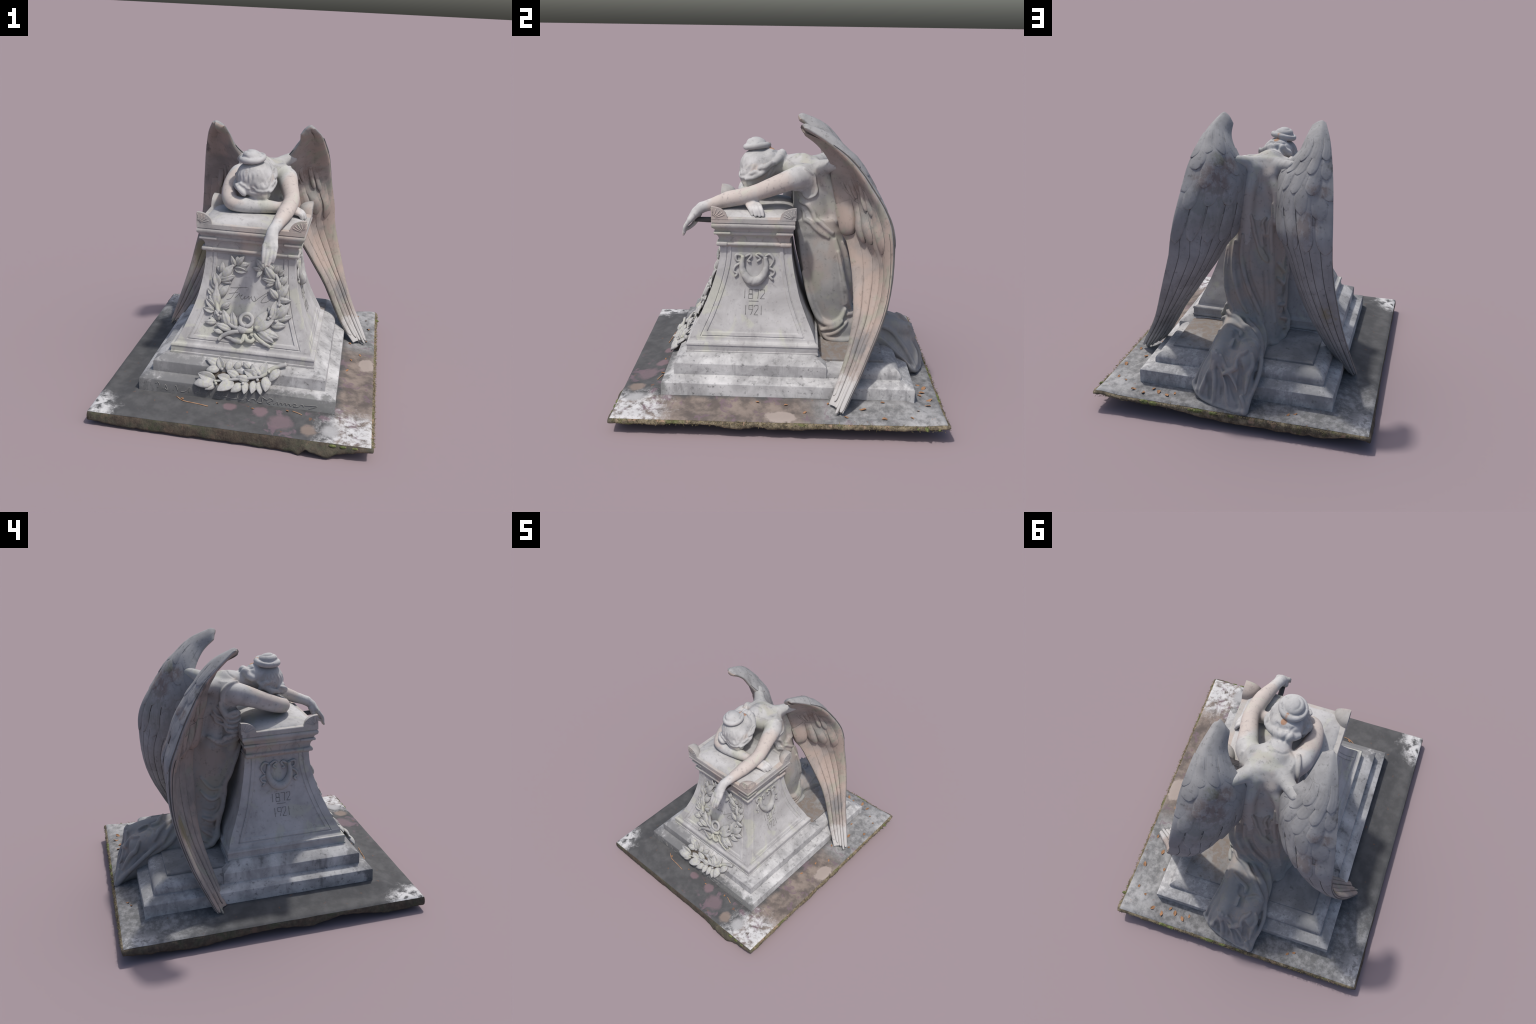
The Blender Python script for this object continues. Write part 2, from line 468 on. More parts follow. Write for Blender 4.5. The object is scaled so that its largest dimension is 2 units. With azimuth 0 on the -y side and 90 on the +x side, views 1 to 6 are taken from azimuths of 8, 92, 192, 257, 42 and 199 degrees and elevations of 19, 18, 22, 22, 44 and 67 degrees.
def ring_loft(sections, per_side=24, cap_top=True, cap_bottom=True):
    """Loft of rectangles (z, x0, x1, y0, y1); sides finely divided."""
    rings = []
    u = np.linspace(0, 1, per_side, endpoint=False)
    for z, x0, x1, y0, y1 in sections:
        ring = np.vstack([np.c_[x0 + (x1 - x0) * u, 0 * u + y0], np.c_[0 * u + x1, y0 + (y1 - y0) * u],
                          np.c_[x1 - (x1 - x0) * u, 0 * u + y1], np.c_[0 * u + x0, y1 - (y1 - y0) * u]])
        rings.append(np.c_[ring, np.full(len(ring), z)])
    n = len(rings[0])
    f = [(k * n + i, k * n + (i + 1) % n, (k + 1) * n + (i + 1) % n, (k + 1) * n + i)
         for k in range(len(rings) - 1) for i in range(n)]
    if cap_bottom:
        f.append(tuple(range(n))[::-1])
    if cap_top:
        f.append(tuple(range((len(rings) - 1) * n, len(rings) * n)))
    return np.concatenate(rings), f


# ------------------------------------------------------------------- steps
def inset(z, d, x, y0, y1):
    return (z, -x + d, x - d, y0 + d, y1 - d)


def step(name, x, y0, y1, prof, mat):
    v, f = ring_loft([inset(z, d, x, y0, y1) for d, z in prof], 40)
    return part(name, rough(v, 0.0016, 12), f, mat, sharp=28)


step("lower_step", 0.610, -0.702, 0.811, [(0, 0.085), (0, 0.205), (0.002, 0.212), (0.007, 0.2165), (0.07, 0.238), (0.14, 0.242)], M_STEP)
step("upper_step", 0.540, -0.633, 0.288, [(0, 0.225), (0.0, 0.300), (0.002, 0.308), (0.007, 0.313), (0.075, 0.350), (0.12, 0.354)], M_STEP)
# the kneeling half of the upper step has a rounded (ovolo) edge instead
ovolo = [(0, 0.225), (0, 0.258)] + [(0.078 * (1 - math.cos(a)), 0.258 + 0.052 * math.sin(a))
                                     for a in np.linspace(0.12, math.pi / 2, 12)] + [(0.12, 0.311)]
v, f = ring_loft([(z, -0.536 + d, 0.536 - d, 0.15, 0.734 - d) for d, z in ovolo], 40)
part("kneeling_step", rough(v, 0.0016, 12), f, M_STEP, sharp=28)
v, f = ring_loft([(0.295, -0.451, 0.451, 0.15, 0.636), (0.322, -0.451, 0.451, 0.15, 0.636),
                  (0.327, -0.447, 0.447, 0.15, 0.632), (0.334, -0.35, 0.35, 0.2, 0.53)], 30)
part("kneeling_platform", rough(v, 0.0012, 12), f, M_PLATE, sharp=28)

# ---------------------------------------------------------------- pedestal
DIE_Z = [.400, .414, .461, .506, .552, .600, .649, .698, .749, .802, .856, .910, .966, .990]
DIE_X = [.440, .434, .414, .394, .375, .356, .340, .324, .311, .300, .291, .285, .280, .279]
DIE_L = [.425, .421, .396, .375, .357, .339, .323, .309, .299, .290, .284, .280, .278, .278]
DIE_F = [-.562, -.555, -.534, -.512, -.489, -.469, -.449, -.431, -.414, -.399, -.386, -.377, -.374, -.373]
DIE_B = [.228, .222, .205, .185, .163, .143, .123, .108, .096, .083, .073, .064, .059, .058]
PANEL_LOW = 0.470


def die_x(z):
    return np.interp(z, DIE_Z, DIE_X)


def die_left(z):
    return np.interp(z, DIE_Z, DIE_L)


def die_front(z):
    return np.interp(z, DIE_Z, DIE_F)


def die_back(z):
    return np.interp(z, DIE_Z, DIE_B)


DEPTH = {"front": .006, "right": .004, "left": .005, "back": 0.0}


def build_die():
    # levels from the plain margin inwards: groove, bead, sunk panel
    sink = [0.0, 0.0, 0.004, 0.004, -0.001, -0.001, 0.010, 0.010]
    rows = [(.400, 0), (.410, 0), (.414, 0), (.417, 0), (.428, 0), (.434, 0), (PANEL_LOW - .033, 1), (PANEL_LOW - .031, 2),
            (PANEL_LOW - .027, 3), (PANEL_LOW - .024, 4), (PANEL_LOW - .008, 5), (PANEL_LOW - .003, 6)]
    rows += [(z, 7) for z in np.linspace(PANEL_LOW, 0.985, 46)]
    vs, fs, base = [], [], 0
    for face in ("front", "right", "back", "left"):
        grid = []
        for z, lev_row in rows:
            hx, hl, yf, yb = die_x(z), die_left(z), die_front(z), die_back(z)
            if z < 0.412:
                hx, hl, yf, yb = hx + .006, hl + .006, yf - .006, yb + .006
            elif z < 0.43 and z > 0.4165:
                hx, hl, yf, yb = hx - .002, hl - .002, yf + .002, yb - .002
            half = (hx + hl) / 2 if face in ("front", "back") else (yb - yf) / 2
            mid = (hx - hl) / 2
            m = np.interp(z, [PANEL_LOW, .98], [.090, .072])
            edge = [(0, 0), (.004, 0), (m - .034, 1), (m - .031, 2), (m - .027, 3), (m - .024, 4), (m - .006, 5), (m, 6)]
            inner = [(m + (half - m) * k / 12, 7) for k in range(1, 13)]
            cols = [(-half + d, lv) for d, lv in edge + inner] + [(half - d, lv) for d, lv in (edge + inner[:-1])[::-1]]
            line = []
            for w, lv in cols:
                d = 0.0 if face == "back" else sink[min(lv, lev_row)]
                d = min(d, DEPTH[face])
                if face == "front":
                    line.append((mid + w, yf + d, z))
                elif face == "back":
                    line.append((mid - w, yb - d, z))
                elif face == "right":
                    line.append((hx - d, (yf + yb) / 2 + w, z))
                else:
                    line.append((-hl + d, (yf + yb) / 2 - w, z))
            grid.append(line)
        g = np.array(grid)
        nr, nc = g.shape[:2]
        vs.append(g.reshape(-1, 3))
        fs.append(grid_faces(nr, nc, base, flip=True))
        base += nr * nc
    v, f = np.concatenate(vs), np.concatenate(fs)
    return part("pedestal", v, f, M_PEDESTAL, sharp=32)


PEDESTAL = build_die()

# plinth under the die, with a sunk strip in each face
pl = [(.345, 0), (.356, 0), (.3565, .0), (.360, .004), (.392, .004), (.395, 0), (.397, 0), (.402, .001), (.407, .004), (.409, .010), (.409, .03)]
v, f = ring_loft([(z, -.448 + d, .459 - d, -.569 + d, .238 - d) for z, d in pl], 24)
part("pedestal_plinth", v, f, M_PEDESTAL, PEDESTAL, sharp=30)


# cornice profile: (z, half width); front/back follow the same projection
def corn(z, p):
    return (z, -p, p, -(p + .089) - (0.0 if p > .31 else (.31 - p) * .25), p - .250 + (.32 - p) * .35)


prof = [(.968, .279), (.978, .281), (.981, .292), (.986, .299), (.993, .3015), (1.000, .299), (1.005, .292), (1.008, .286),
        (1.020, .286), (1.032, .288), (1.043, .294), (1.051, .302), (1.056, .309), (1.058, .311), (1.070, .311), (1.073, .307),
        (1.078, .310), (1.088, .314), (1.096, .322), (1.101, .329), (1.108, .333), (1.118, .3345), (1.126, .332), (1.131, .327),
        (1.133, .327), (1.134, .333), (1.160, .333), (1.164, .330), (1.165, .300)]
v, f = ring_loft([corn(z, p) for z, p in prof], 30)
part("cornice", v, f, M_CORNICE, PEDESTAL, sharp=34)
for sx in (-1, 1):
    for back in (0, 1):
        # projecting corner pieces of the fillet and the lower roll
        for (z0, z1, p, lx, ly) in ((1.057, 1.0745, .321, .115, .105), (.9805, 1.0065, .3065, .075, .070)):
            _, x0, x1, y0, y1 = corn(z0, p)
            xa, xb = (x1 - lx, x1) if sx > 0 else (x0, x0 + lx)
            ya, yb = (y1 - ly, y1) if back else (y0, y0 + ly)
            vb, fb = box(xa, xb, ya, yb, z0, z1)
            bevelled(part("cornice_corner_block", vb, fb, M_CORNICE, PEDESTAL, smooth=True, sharp=40), (z1 - z0) * 0.40, 4)

# acanthus arcs cut into the frieze between the corner blocks
arcs = []
for face in range(3):
    for a0 in (-0.135, 0.135):
        c = catmull([(a0 - .07, 1.012), (a0 - .05, 1.040), (a0, 1.050), (a0 + .05, 1.040), (a0 + .07, 1.012)], 14)
        p = np.interp(c[:, 1], [1.008, 1.020, 1.032, 1.043, 1.051], [.286, .286, .288, .294, .302])
        if face == 0:
            path = np.c_[c[:, 0], -(p + .089) - (.31 - p) * .25, c[:, 1]]
        else:
            s = 1 if face == 1 else -1
            path = np.c_[s * p, c[:, 0] * 0.7 - .165, c[:, 1]]
        arcs.append(tube_mesh(path, .003, 6))
part("frieze_arc", *merge(arcs), M_CORNICE, PEDESTAL)["kind"] = "stuff"


def build_ear(sx, sy, cx, cy):
    """Corner acroterion: a quarter dome with two flat carved faces."""
    R, H, z0 = 0.098, 0.070, 1.158
    na, nr = 14, 12
    v, f = [], []
    for i in range(na):
        a = math.pi / 2 * i / (na - 1)
        for j in range(nr):
            r = j / (nr - 1)
            h = H * math.sqrt(max(0, 1 - r ** 2.3))
            v.append((cx - sx * R * r * math.cos(a), cy - sy * R * r * math.sin(a), z0 + h + .002))
    f += [tuple(q) for q in grid_faces(na, nr)]
    n = len(v)
    v += [(x, y, z0 - .002) for x, y, _ in v]
    for i in (0, na - 1):
        for j in range(nr - 1):
            q = (i * nr + j, i * nr + j + 1, n + i * nr + j + 1, n + i * nr + j)
            f.append(q)
    ear = part("acroterion", v, f, M_CORNICE, PEDESTAL, sharp=40)
    ear.data.flip_normals() if sx * sy > 0 else None
    # carved leaf veins on the two faces
    veins = []
    for k in range(5):
        a0 = 0.25 + 0.28 * k
        t = np.linspace(0.25, 0.86, 7)
        bend = a0 + 0.35 * (t - 0.5)
        u, w = R * t * np.cos(bend), H * t * np.sin(bend)
        veins.append(tube_mesh(np.c_[cx - sx * u, np.full(7, cy), z0 + .006 + w * 0.95], .0028, 5))
        veins.append(tube_mesh(np.c_[np.full(7, cx), cy - sy * u, z0 + .006 + w * 0.95], .0028, 5))
    part("carved_vein", *merge(veins), M_CORNICE, ear)["kind"] = "stuff"


for sx in (-1, 1):
    build_ear(sx, -1, sx * .3345, -.4215)
    build_ear(sx, 1, sx * .3345, .0845)


def build_cushion():
    n, m = 60, 50
    u, w = np.meshgrid(np.linspace(-1, 1, n), np.linspace(-1, 1, m), indexing="ij")
    x, y = u * .312, -.169 + w * .238
    dome = (np.clip(1 - np.abs(u) ** 5, 0, 1) * np.clip(1 - np.abs(w) ** 4, 0, 1)) ** 0.6
    slope = (1.5 - 0.5 * u ** 2) * (1 - 0.10 * np.clip((w + .1) / .5, 0, 1))
    z = 1.152 + .037 * dome * slope
    p = np.stack([x, y, z], -1).reshape(-1, 3)
    p[:, 2] += .0025 * noise3(p, 9, 3)
    part("cushion", p, grid_faces(n, m), M_PEDESTAL, PEDESTAL)


build_cushion()


# --------------------------------------------------------- laurel ornaments
def leaf_mesh(name, width, arch, cup, mat):
    na, nb = 17, 9
    top = []
    for i in range(na):
        a = i / (na - 1)
        w = width * 2.7 * (a + .004) ** .6 * (1.004 - a) ** .9
        for j in range(nb):
            b = -1 + 2 * j / (nb - 1)
            z = arch * math.sin(math.pi * a) ** 0.8 - cup * b * b * w / width - 0.05 * math.exp(-(b / 0.14) ** 2)
            z += 0.018 * math.cos(a * 30 - abs(b) * 5) * abs(b) * (1 - a) * 0.6
            top.append((a, b * w, z))
    n = len(top)
    v = top + [(x, y, min(z - 0.05, -0.02)) for x, y, z in top]
    f = [tuple(q) for q in grid_faces(na, nb)] + [tuple(q + n) for q in grid_faces(na, nb, flip=True)]
    ring = ([i * nb for i in range(na)] + [(na - 1) * nb + j for j in range(1, nb)]
            + [i * nb + nb - 1 for i in range(na - 2, -1, -1)] + [j for j in range(nb - 2, 0, -1)])
    for i, a in enumerate(ring):
        b = ring[(i + 1) % len(ring)]
        f.append((b, a, a + n, b + n))
    return mesh_data(name, v, f, mat)


LEAVES = [leaf_mesh("laurel_leaf", w, a, c, M_LEAF) for w, a, c in ((.24, .13, .09), (.27, .17, .12), (.24, .10, -.06), (.26, .18, .14))]


def place_leaf(p0, p1, nrm, parent, name="laurel_leaf", k=None, wide=1.0):
    p0, p1, nrm = Vector(p0), Vector(p1), Vector(nrm)
    p0 = p0 + (p0 - p1) * 0.12
    x = p1 - p0
    L = x.length
    x.normalize()
    z = (nrm - x * nrm.dot(x)).normalized()
    y = z.cross(x)
    roll = random.uniform(-0.35, 0.35)
    y, z = y * math.cos(roll) + z * math.sin(roll), z * math.cos(roll) - y * math.sin(roll)
    o = bpy.data.objects.new(name, LEAVES[random.randrange(4) if k is None else k])
    o.matrix_local = Matrix(((x.x * L, y.x * L * wide, z.x * L, p0.x), (x.y * L, y.y * L * wide, z.y * L, p0.y),
                             (x.z * L, y.z * L * wide, z.z * L, p0.z), (0, 0, 0, 1)))
    return link(o, parent)


def front_point(x, z, out=0.0):
    sunk = 0.0055 if z > PANEL_LOW else 0.0
    return (x, die_front(z) + sunk - out, z)


def front_normal(z):
    s = (die_front(z + .02) - die_front(z - .02)) / .04
    v = Vector((0, -1, s))
    return v.normalized()


# stems of the two branches, meeting under the ribbon knot
stems = []
STEM_L = [(-.007, .524), (-.08, .543), (-.145, .582), (-.176, .625), (-.195, .707), (-.194, .794), (-.153, .856), (-.096, .902)]
STEM_R = [(.072, .537), (.122, .573), (.173, .606), (.193, .653), (.212, .749), (.185, .832), (.151, .877), (.095, .896)]
for st in (STEM_L, STEM_R):
    c = catmull(st, 40)
    stems.append(tube_mesh([front_point(x, z, .009) for x, z in c], np.linspace(.017, .011, 40), 8, up=(0, -1, 0)))
WREATH = part("wreath", *merge(stems), M_LEAF, PEDESTAL)
# leaves: (x, z) of base and tip on the front face
LEFT = [(-.096, .897, -.117, .959), (-.081, .908, -.034, .965), (-.061, .901, -.002, .917), (-.084, .878, -.010, .866),
        (-.169, .801, -.084, .837), (-.173, .845, -.167, .915), (-.166, .821, -.101, .897), (-.192, .770, -.211, .848),
        (-.205, .749, -.238, .804), (-.173, .710, -.118, .775), (-.189, .652, -.195, .755), (-.221, .710, -.253, .744),
        (-.203, .636, -.257, .685), (-.205, .613, -.268, .625), (-.147, .637, -.096, .678), (-.164, .567, -.191, .624),
        (-.182, .551, -.248, .549), (-.100, .541, -.141, .629), (-.058, .532, -.082, .626), (-.087, .521, -.174, .547),
        (-.129, .499, -.187, .511)]
RIGHT = [(.095, .892, .041, .954), (.081, .885, .020, .899), (.076, .880, .052, .838), (.154, .839, .098, .917),
         (.150, .892, .117, .929), (.161, .874, .182, .928), (.191, .867, .225, .905), (.161, .820, .082, .836),
         (.195, .775, .178, .851), (.206, .810, .243, .870), (.203, .738, .253, .815), (.187, .727, .137, .784),
         (.201, .715, .277, .722), (.183, .611, .186, .713), (.197, .617, .272, .703), (.203, .609, .294, .632),
         (.071, .545, .139, .646), (.082, .538, .184, .602), (.178, .565, .263, .579), (.114, .523, .227, .508),
         (.099, .517, .199, .479)]
for x0, z0, x1, z1 in LEFT + RIGHT:
    place_leaf(front_point(x0, z0, .011), front_point(x1, z1, random.uniform(.008, .026)), front_normal(z0), WREATH)
    # a smaller leaf tucked beneath, turned aside
    a = random.choice((-1, 1)) * random.uniform(.45, .85)
    dx, dz = (x1 - x0) * .72, (z1 - z0) * .72
    place_leaf(front_point(x0, z0, .006), front_point(x0 + dx * math.cos(a) - dz * math.sin(a), z0 + dx * math.sin(a) + dz * math.cos(a), .010), front_normal(z0), WREATH)


def small_ball(name, p, r, mat, parent, squash=1.0):
    n, m = 10, 8
    v, f = [], []
    for i in range(m + 1):
        t = math.pi * i / m
        for j in range(n):
            a = 2 * math.pi * j / n
            v.append((r * math.sin(t) * math.cos(a), r * math.sin(t) * math.sin(a), r * squash * math.cos(t)))
    f = [(i * n + j, (i + 1) * n + j, (i + 1) * n + (j + 1) % n, i * n + (j + 1) % n) for i in range(m) for j in range(n)]
    o = part(name, np.array(v) + np.array(p), f, mat, parent)
    return o


for x, z in [(-.152, .616), (-.174, .607), (.150, .610), (.196, .599), (.208, .692), (-.165, .598), (.16, .62)]:
    small_ball("berry", front_point(x, z, .028), .010, M_LEAF, WREATH)

# ribbon: a ring standing over the knot, a loop and two tails
rib = []
a = np.linspace(0, 2 * np.pi, 33)
rib.append(tube_mesh([front_point(.015 + .038 * math.sin(t), .591 - .036 * math.cos(t), .034) for t in a], .0125, 8, 0.55, (0, -1, 0.3)))
for path, r in ([[(-.038, .534), (.0, .528), (.022, .536), (.060, .549)], .020],
                [[(-.03, .545), (.02, .53), (.06, .527)], .018],
                [[(-.006, .520), (-.056, .517), (-.094, .502), (-.127, .481), (-.149, .456)], .013],
                [[(.011, .508), (.0, .472), (-.039, .466), (-.106, .479)], .014],
                [[(.016, .504), (.029, .479), (.060, .474), (.073, .493), (.046, .507)], .013],
                [[(.070, .514), (.103, .491), (.140, .469), (.182, .451)], .012]):
    c = catmull(path, 24)
    w = r * (0.65 + 0.35 * np.sin(np.linspace(0.4, 2.9, 24)))
    out = .024 + .008 * np.sin(np.linspace(0, 5, 24))
    rib.append(tube_mesh([front_point(x, z, o) for (x, z), o in zip(c, out)], w, 8, 0.45, (0, -1, 0.3)))
part("ribbon", *merge(rib), M_LEAF, WREATH)

# laurel sprig lying down over the two front steps
SN = Vector((0, -.15, -.12)).normalized()
SN = Vector((0, -0.78, 0.62))


def sprig_point(x, y, out=0.0):
    z = .358 + (y + .60) * 1.25
    return (x, y + SN.y * out, z + SN.z * out)


c = catmull([(.291, -.592), (.206, -.616), (.144, -.650), (.005, -.671), (-.137, -.690)], 30)
SPRIG = part("laurel_sprig", *tube_mesh([sprig_point(x, y, -.002) for x, y in c], np.linspace(.014, .008, 30), 8), M_LEAF)
for x0, y0, x1, y1 in [(-.124, -.638, -.199, -.652), (-.130, -.623, -.209, -.604), (-.098, -.636, -.129, -.594),
                       (-.061, -.640, -.055, -.596), (-.017, -.630, .016, -.598), (.063, -.624, .026, -.604),
                       (.128, -.655, .079, -.606), (.116, -.652, .036, -.633), (.148, -.639, .169, -.592),
                       (.002, -.661, -.069, -.644), (-.047, -.675, -.122, -.667), (.068, -.670, -.003, -.663),
                       (-.144, -.683, -.243, -.667), (-.149, -.687, -.260, -.710), (-.134, -.700, -.186, -.726),
                       (-.026, -.688, -.110, -.725), (.032, -.691, -.026, -.724), (.059, -.682, .058, -.726),
                       (.110, -.674, .103, -.721), (.139, -.676, .157, -.720), (.180, -.654, .186, -.708),
                       (.241, -.617, .200, -.667)]:
    place_leaf(sprig_point(x0, y0, -.004), sprig_point(x1, y1, random.uniform(-.004, .012)), SN, SPRIG, wide=1.2)
for x, y in [(-.099, -.641), (.043, -.686), (.128, -.666), (.134, -.643), (-.122, -.699), (.19, -.63), (-.13, -.69)]:
    small_ball("berry", sprig_point(x, y, .008), .010, M_LEAF, SPRIG)
# twig underlay so that the leaves do not float over the treads
pack = []
for x0, x1, y0, y1 in ((-.20, .17, -.70, -.61),):
    n, m = 40, 14
    gx, gy = np.meshgrid(np.linspace(x0, x1, n), np.linspace(y0, y1, m), indexing="ij")
    p = np.stack([gx, gy, .358 + (gy + .60) * 1.25 - .026 + 0 * gx], -1).reshape(-1, 3)
    p[:, 2] += .010 * noise3(p, 30, 3)
    q = p.copy()
    q[:, 2] = .20
    k = len(p)
    fs = [tuple(t) for t in grid_faces(n, m)]
    rim = [i * m for i in range(n)] + [(n - 1) * m + j for j in range(1, m)] + [i * m + m - 1 for i in range(n - 2, -1, -1)] + list(range(m - 2, 0, -1))
    for i, a0 in enumerate(rim):
        b0 = rim[(i + 1) % len(rim)]
        fs.append((b0, a0, a0 + k, b0 + k))
    pack.append((np.vstack([p, q]), fs))
part("sprig_bed", *merge(pack), plain("dead_leaf_bed", (0.075, 0.068, 0.06), (0.13, 0.105, 0.085), 40), SPRIG)["kind"] = "stuff"

# garlands and dates on the two flanks
U_PATH = [(-.234, .920), (-.238, .843), (-.207, .784), (-.166, .765), (-.121, .786), (-.092, .847), (-.098, .914)]
RIBBONS = [[(-.224, .915), (-.274, .924), (-.274, .889), (-.244, .879), (-.279, .853), (-.289, .822), (-.268, .807), (-.283, .787)],
           [(-.224, .910), (-.194, .927), (-.184, .916), (-.203, .890), (-.188, .880)],
           [(-.103, .913), (-.138, .933), (-.153, .922), (-.128, .903), (-.148, .882)],
           [(-.103, .913), (-.073, .930), (-.047, .899), (-.062, .863), (-.076, .848), (-.041, .828), (-.050, .803), (-.070, .797), (-.049, .773)]]


def flank_point(s, y, z, out=0.0):
    return ((die_x(z) - .0035 + out) if s > 0 else -(die_left(z) - .0045 + out), y, z)


# square-cut numerals on a 2 x 4 grid
GLYPH = {"1": [[(1, 0), (1, 4)]], "8": [[(0, 0), (2, 0), (2, 1.8), (0, 1.8), (0, 0)], [(0.2, 2.1), (1.8, 2.1), (1.8, 4), (0.2, 4), (0.2, 2.1)]],
         "7": [[(0, 4), (2, 4), (1.6, 0)]], "2": [[(0, 3.4), (0.2, 4), (2, 4), (2, 2.6), (0, 0), (2, 0)]],
         "9": [[(2, 2.2), (0, 2.2), (0, 4), (2, 4), (2, 2.2), (1, 0)]], "-": [[(0, 2), (2, 2)]]}


def strokes(text, place, x0, z0, w, h, gap, r):
    out, x = [], x0
    for ch in text:
        for line in GLYPH[ch]:
            p = []
            for a, b in zip(line[:-1], line[1:]):
                for k in range(5):
                    t = k / 4
                    p.append(place(x + w * (a[0] + (b[0] - a[0]) * t) / 2, z0 + h * (a[1] + (b[1] - a[1]) * t) / 4))
            pts = [p[0]] + [q for o, q in zip(p, p[1:]) if (Vector(q) - Vector(o)).length > 1e-5]
            out.append(tube_mesh(pts, r, 5, up=(.3, .5, .8)))
        x += w + gap
    return out


for s in (1, -1):
    c = catmull(U_PATH, 60)
    t = np.linspace(0, 1, 60)
    r = .013 + .016 * np.sin(np.pi * t) ** 1.5
    v, f = tube_mesh([flank_point(s, y, z, .010) for y, z in c], r, 12, up=(1, 0, 0))
    v += (np.sign(v[:, :1]) * [[1, 0, 0]]) * (.006 * noise3(v, 75, 2))[:, None]
    g = part("garland", v, f, M_LEAF, PEDESTAL)
    rb = []
    for path in RIBBONS:
        c = catmull(path, 30)
        w = .0085 * (0.6 + 0.4 * np.abs(np.sin(np.linspace(0, 9, 30))))
        rb.append(tube_mesh([flank_point(s, y, z, .006) for y, z in c], w, 8, 0.8, up=(1, 0, 0)))
    part("garland_ribbon", *merge(rb), M_LEAF, g)
    dg = []
    put = lambda a, z, s=s: flank_point(s, -.165 + s * a, z, .0004)
    dg += strokes("1872", put, -.068, .660, .026, .052, .010, .0016)
    dg += strokes("-", put, -.030, .632, .060, .026, .0, .0016)
    dg += strokes("1921", put, -.060, .566, .024, .054, .008, .0016)
    part("engraved_date", *merge(dg), M_CUT, PEDESTAL)

# flowing engraved names: front panel and front of the lower step
def script(paths, place, r):
    return merge([tube_mesh([place(x, z) for x, z in catmull(p, 9 * len(p))], r, 5, up=(.2, -1, .1)) for p in paths])


NAME = [[(-.108, .757), (-.07, .760), (-.03, .766), (-.003, .768)],
        [(-.050, .766), (-.075, .735), (-.100, .695), (-.126, .684)], [(-.115, .722), (-.085, .728), (-.06, .735)],
        [(-.075, .700), (-.058, .718), (-.049, .727), (-.046, .712), (-.030, .722), (-.040, .705), (-.028, .695), (-.012, .716), (-.016, .698),
         (-.002, .704), (.012, .717), (.014, .700), (.028, .717), (.032, .702), (.050, .690), (.075, .712), (.105, .735), (.129, .752)],
        [(.045, .720), (.055, .704), (.051, .690)],
        [(.13, .735), (.11, .722), (.091, .690), (.115, .690), (.135, .700), (.153, .717)]]
part("engraved_name", *script(NAME, lambda x, z: front_point(x, z, .0004), .0015), M_CUT, PEDESTAL)
LINE = [[(-.502, .19), (-.488, .197), (-.480, .180), (-.490, .160)], [(-.455, .155), (-.440, .185), (-.425, .150), (-.445, .162)],
        [(-.39, .155), (-.375, .19), (-.36, .155)], [(-.34, .15), (-.31, .16), (-.285, .19), (-.29, .155)],
        [(-.24, .185), (-.225, .195), (-.225, .172), (-.25, .155), (-.215, .158)], [(-.185, .15), (-.16, .185), (-.155, .15)],
        [(-.125, .165), (-.105, .17), (-.115, .155), (-.095, .152)],
        [(-.09, .180), (-.073, .190), (-.070, .175), (-.085, .155), (-.055, .155), (.005, .150), (.035, .185), (.028, .197), (.012, .180),
         (.022, .150), (.05, .148), (.068, .165), (.08, .150), (.092, .148), (.105, .165), (.125, .162), (.13, .150)],
        [(.150, .185), (.140, .150), (.17, .148), (.165, .185), (.195, .172), (.215, .185), (.235, .172), (.20, .155), (.219, .145)],
        [(.24, .148), (.262, .165), (.268, .148), (.285, .165), (.292, .150), (.31, .166), (.318, .150), (.333, .164), (.345, .150),
         (.365, .168), (.378, .160), (.362, .148), (.39, .150), (.41, .168), (.425, .155)],
        [(.43, .165), (.47, .168), (.503, .168), (.48, .155), (.455, .145)]]
part("engraved_signature", *script(LINE, lambda x, z: (x, -.7027, z), .0022), M_CUT)


# ------------------------------------------------------------------- wings
def chord_row(i, o, bulge):
    """Inner and outer edge joined by an arc that bulges to the rear."""
    i, o = np.array(i, float), np.array(o, float)
    d = o - i
    n = np.cross(d, (0, 0, 1.0))
    n /= np.linalg.norm(n)
    n = n if n[1] > 0 else -n
    return [i, i + d / 3 + n * bulge * 0.9, i + d * 2 / 3 + n * bulge, o]


# rear surface, rows from the raised wrist to the trailing tips: inner edge, two middle points, outer edge
WING_R = [[(.210, .125, 1.662), (.238, .112, 1.708), (.275, .107, 1.731), (.304, .120, 1.708)],
          [(.196, .205, 1.590), (.235, .256, 1.643), (.297, .273, 1.666), (.352, .258, 1.633)],
          [(.140, .268, 1.505), (.196, .345, 1.568), (.280, .380, 1.575), (.374, .372, 1.552)],
          [(.088, .295, 1.430), (.145, .385, 1.460), (.252, .439, 1.515), (.396, .458, 1.463)],
          [(.068, .315, 1.330), (.115, .418, 1.375), (.245, .500, 1.415), (.407, .525, 1.368)],
          [(.076, .338, 1.225), (.130, .478, 1.290), (.265, .556, 1.300), (.418, .594, 1.262)],
          [(.092, .365, 1.110), (.146, .508, 1.170), (.284, .598, 1.180), (.432, .638, 1.162)],
          [(.122, .390, 1.010), (.180, .520, 1.045), (.312, .616, 1.070), (.448, .656, 1.050)],
          chord_row((.168, .412, .955), (.462, .658, .935), .080),
          chord_row((.220, .432, .850), (.496, .648, .805), .072),
          chord_row((.285, .441, .750), (.534, .622, .672), .058),
          chord_row((.360, .447, .630), (.576, .578, .545), .044),
          chord_row((.430, .436, .525), (.616, .532, .437), .028),
          chord_row((.510, .402, .375), (.668, .485, .331), .020),
          chord_row((.595, .352, .235), (.727, .430, .229), .016),
          chord_row((.700, .292, .118), (.785, .372, .112), .010)]
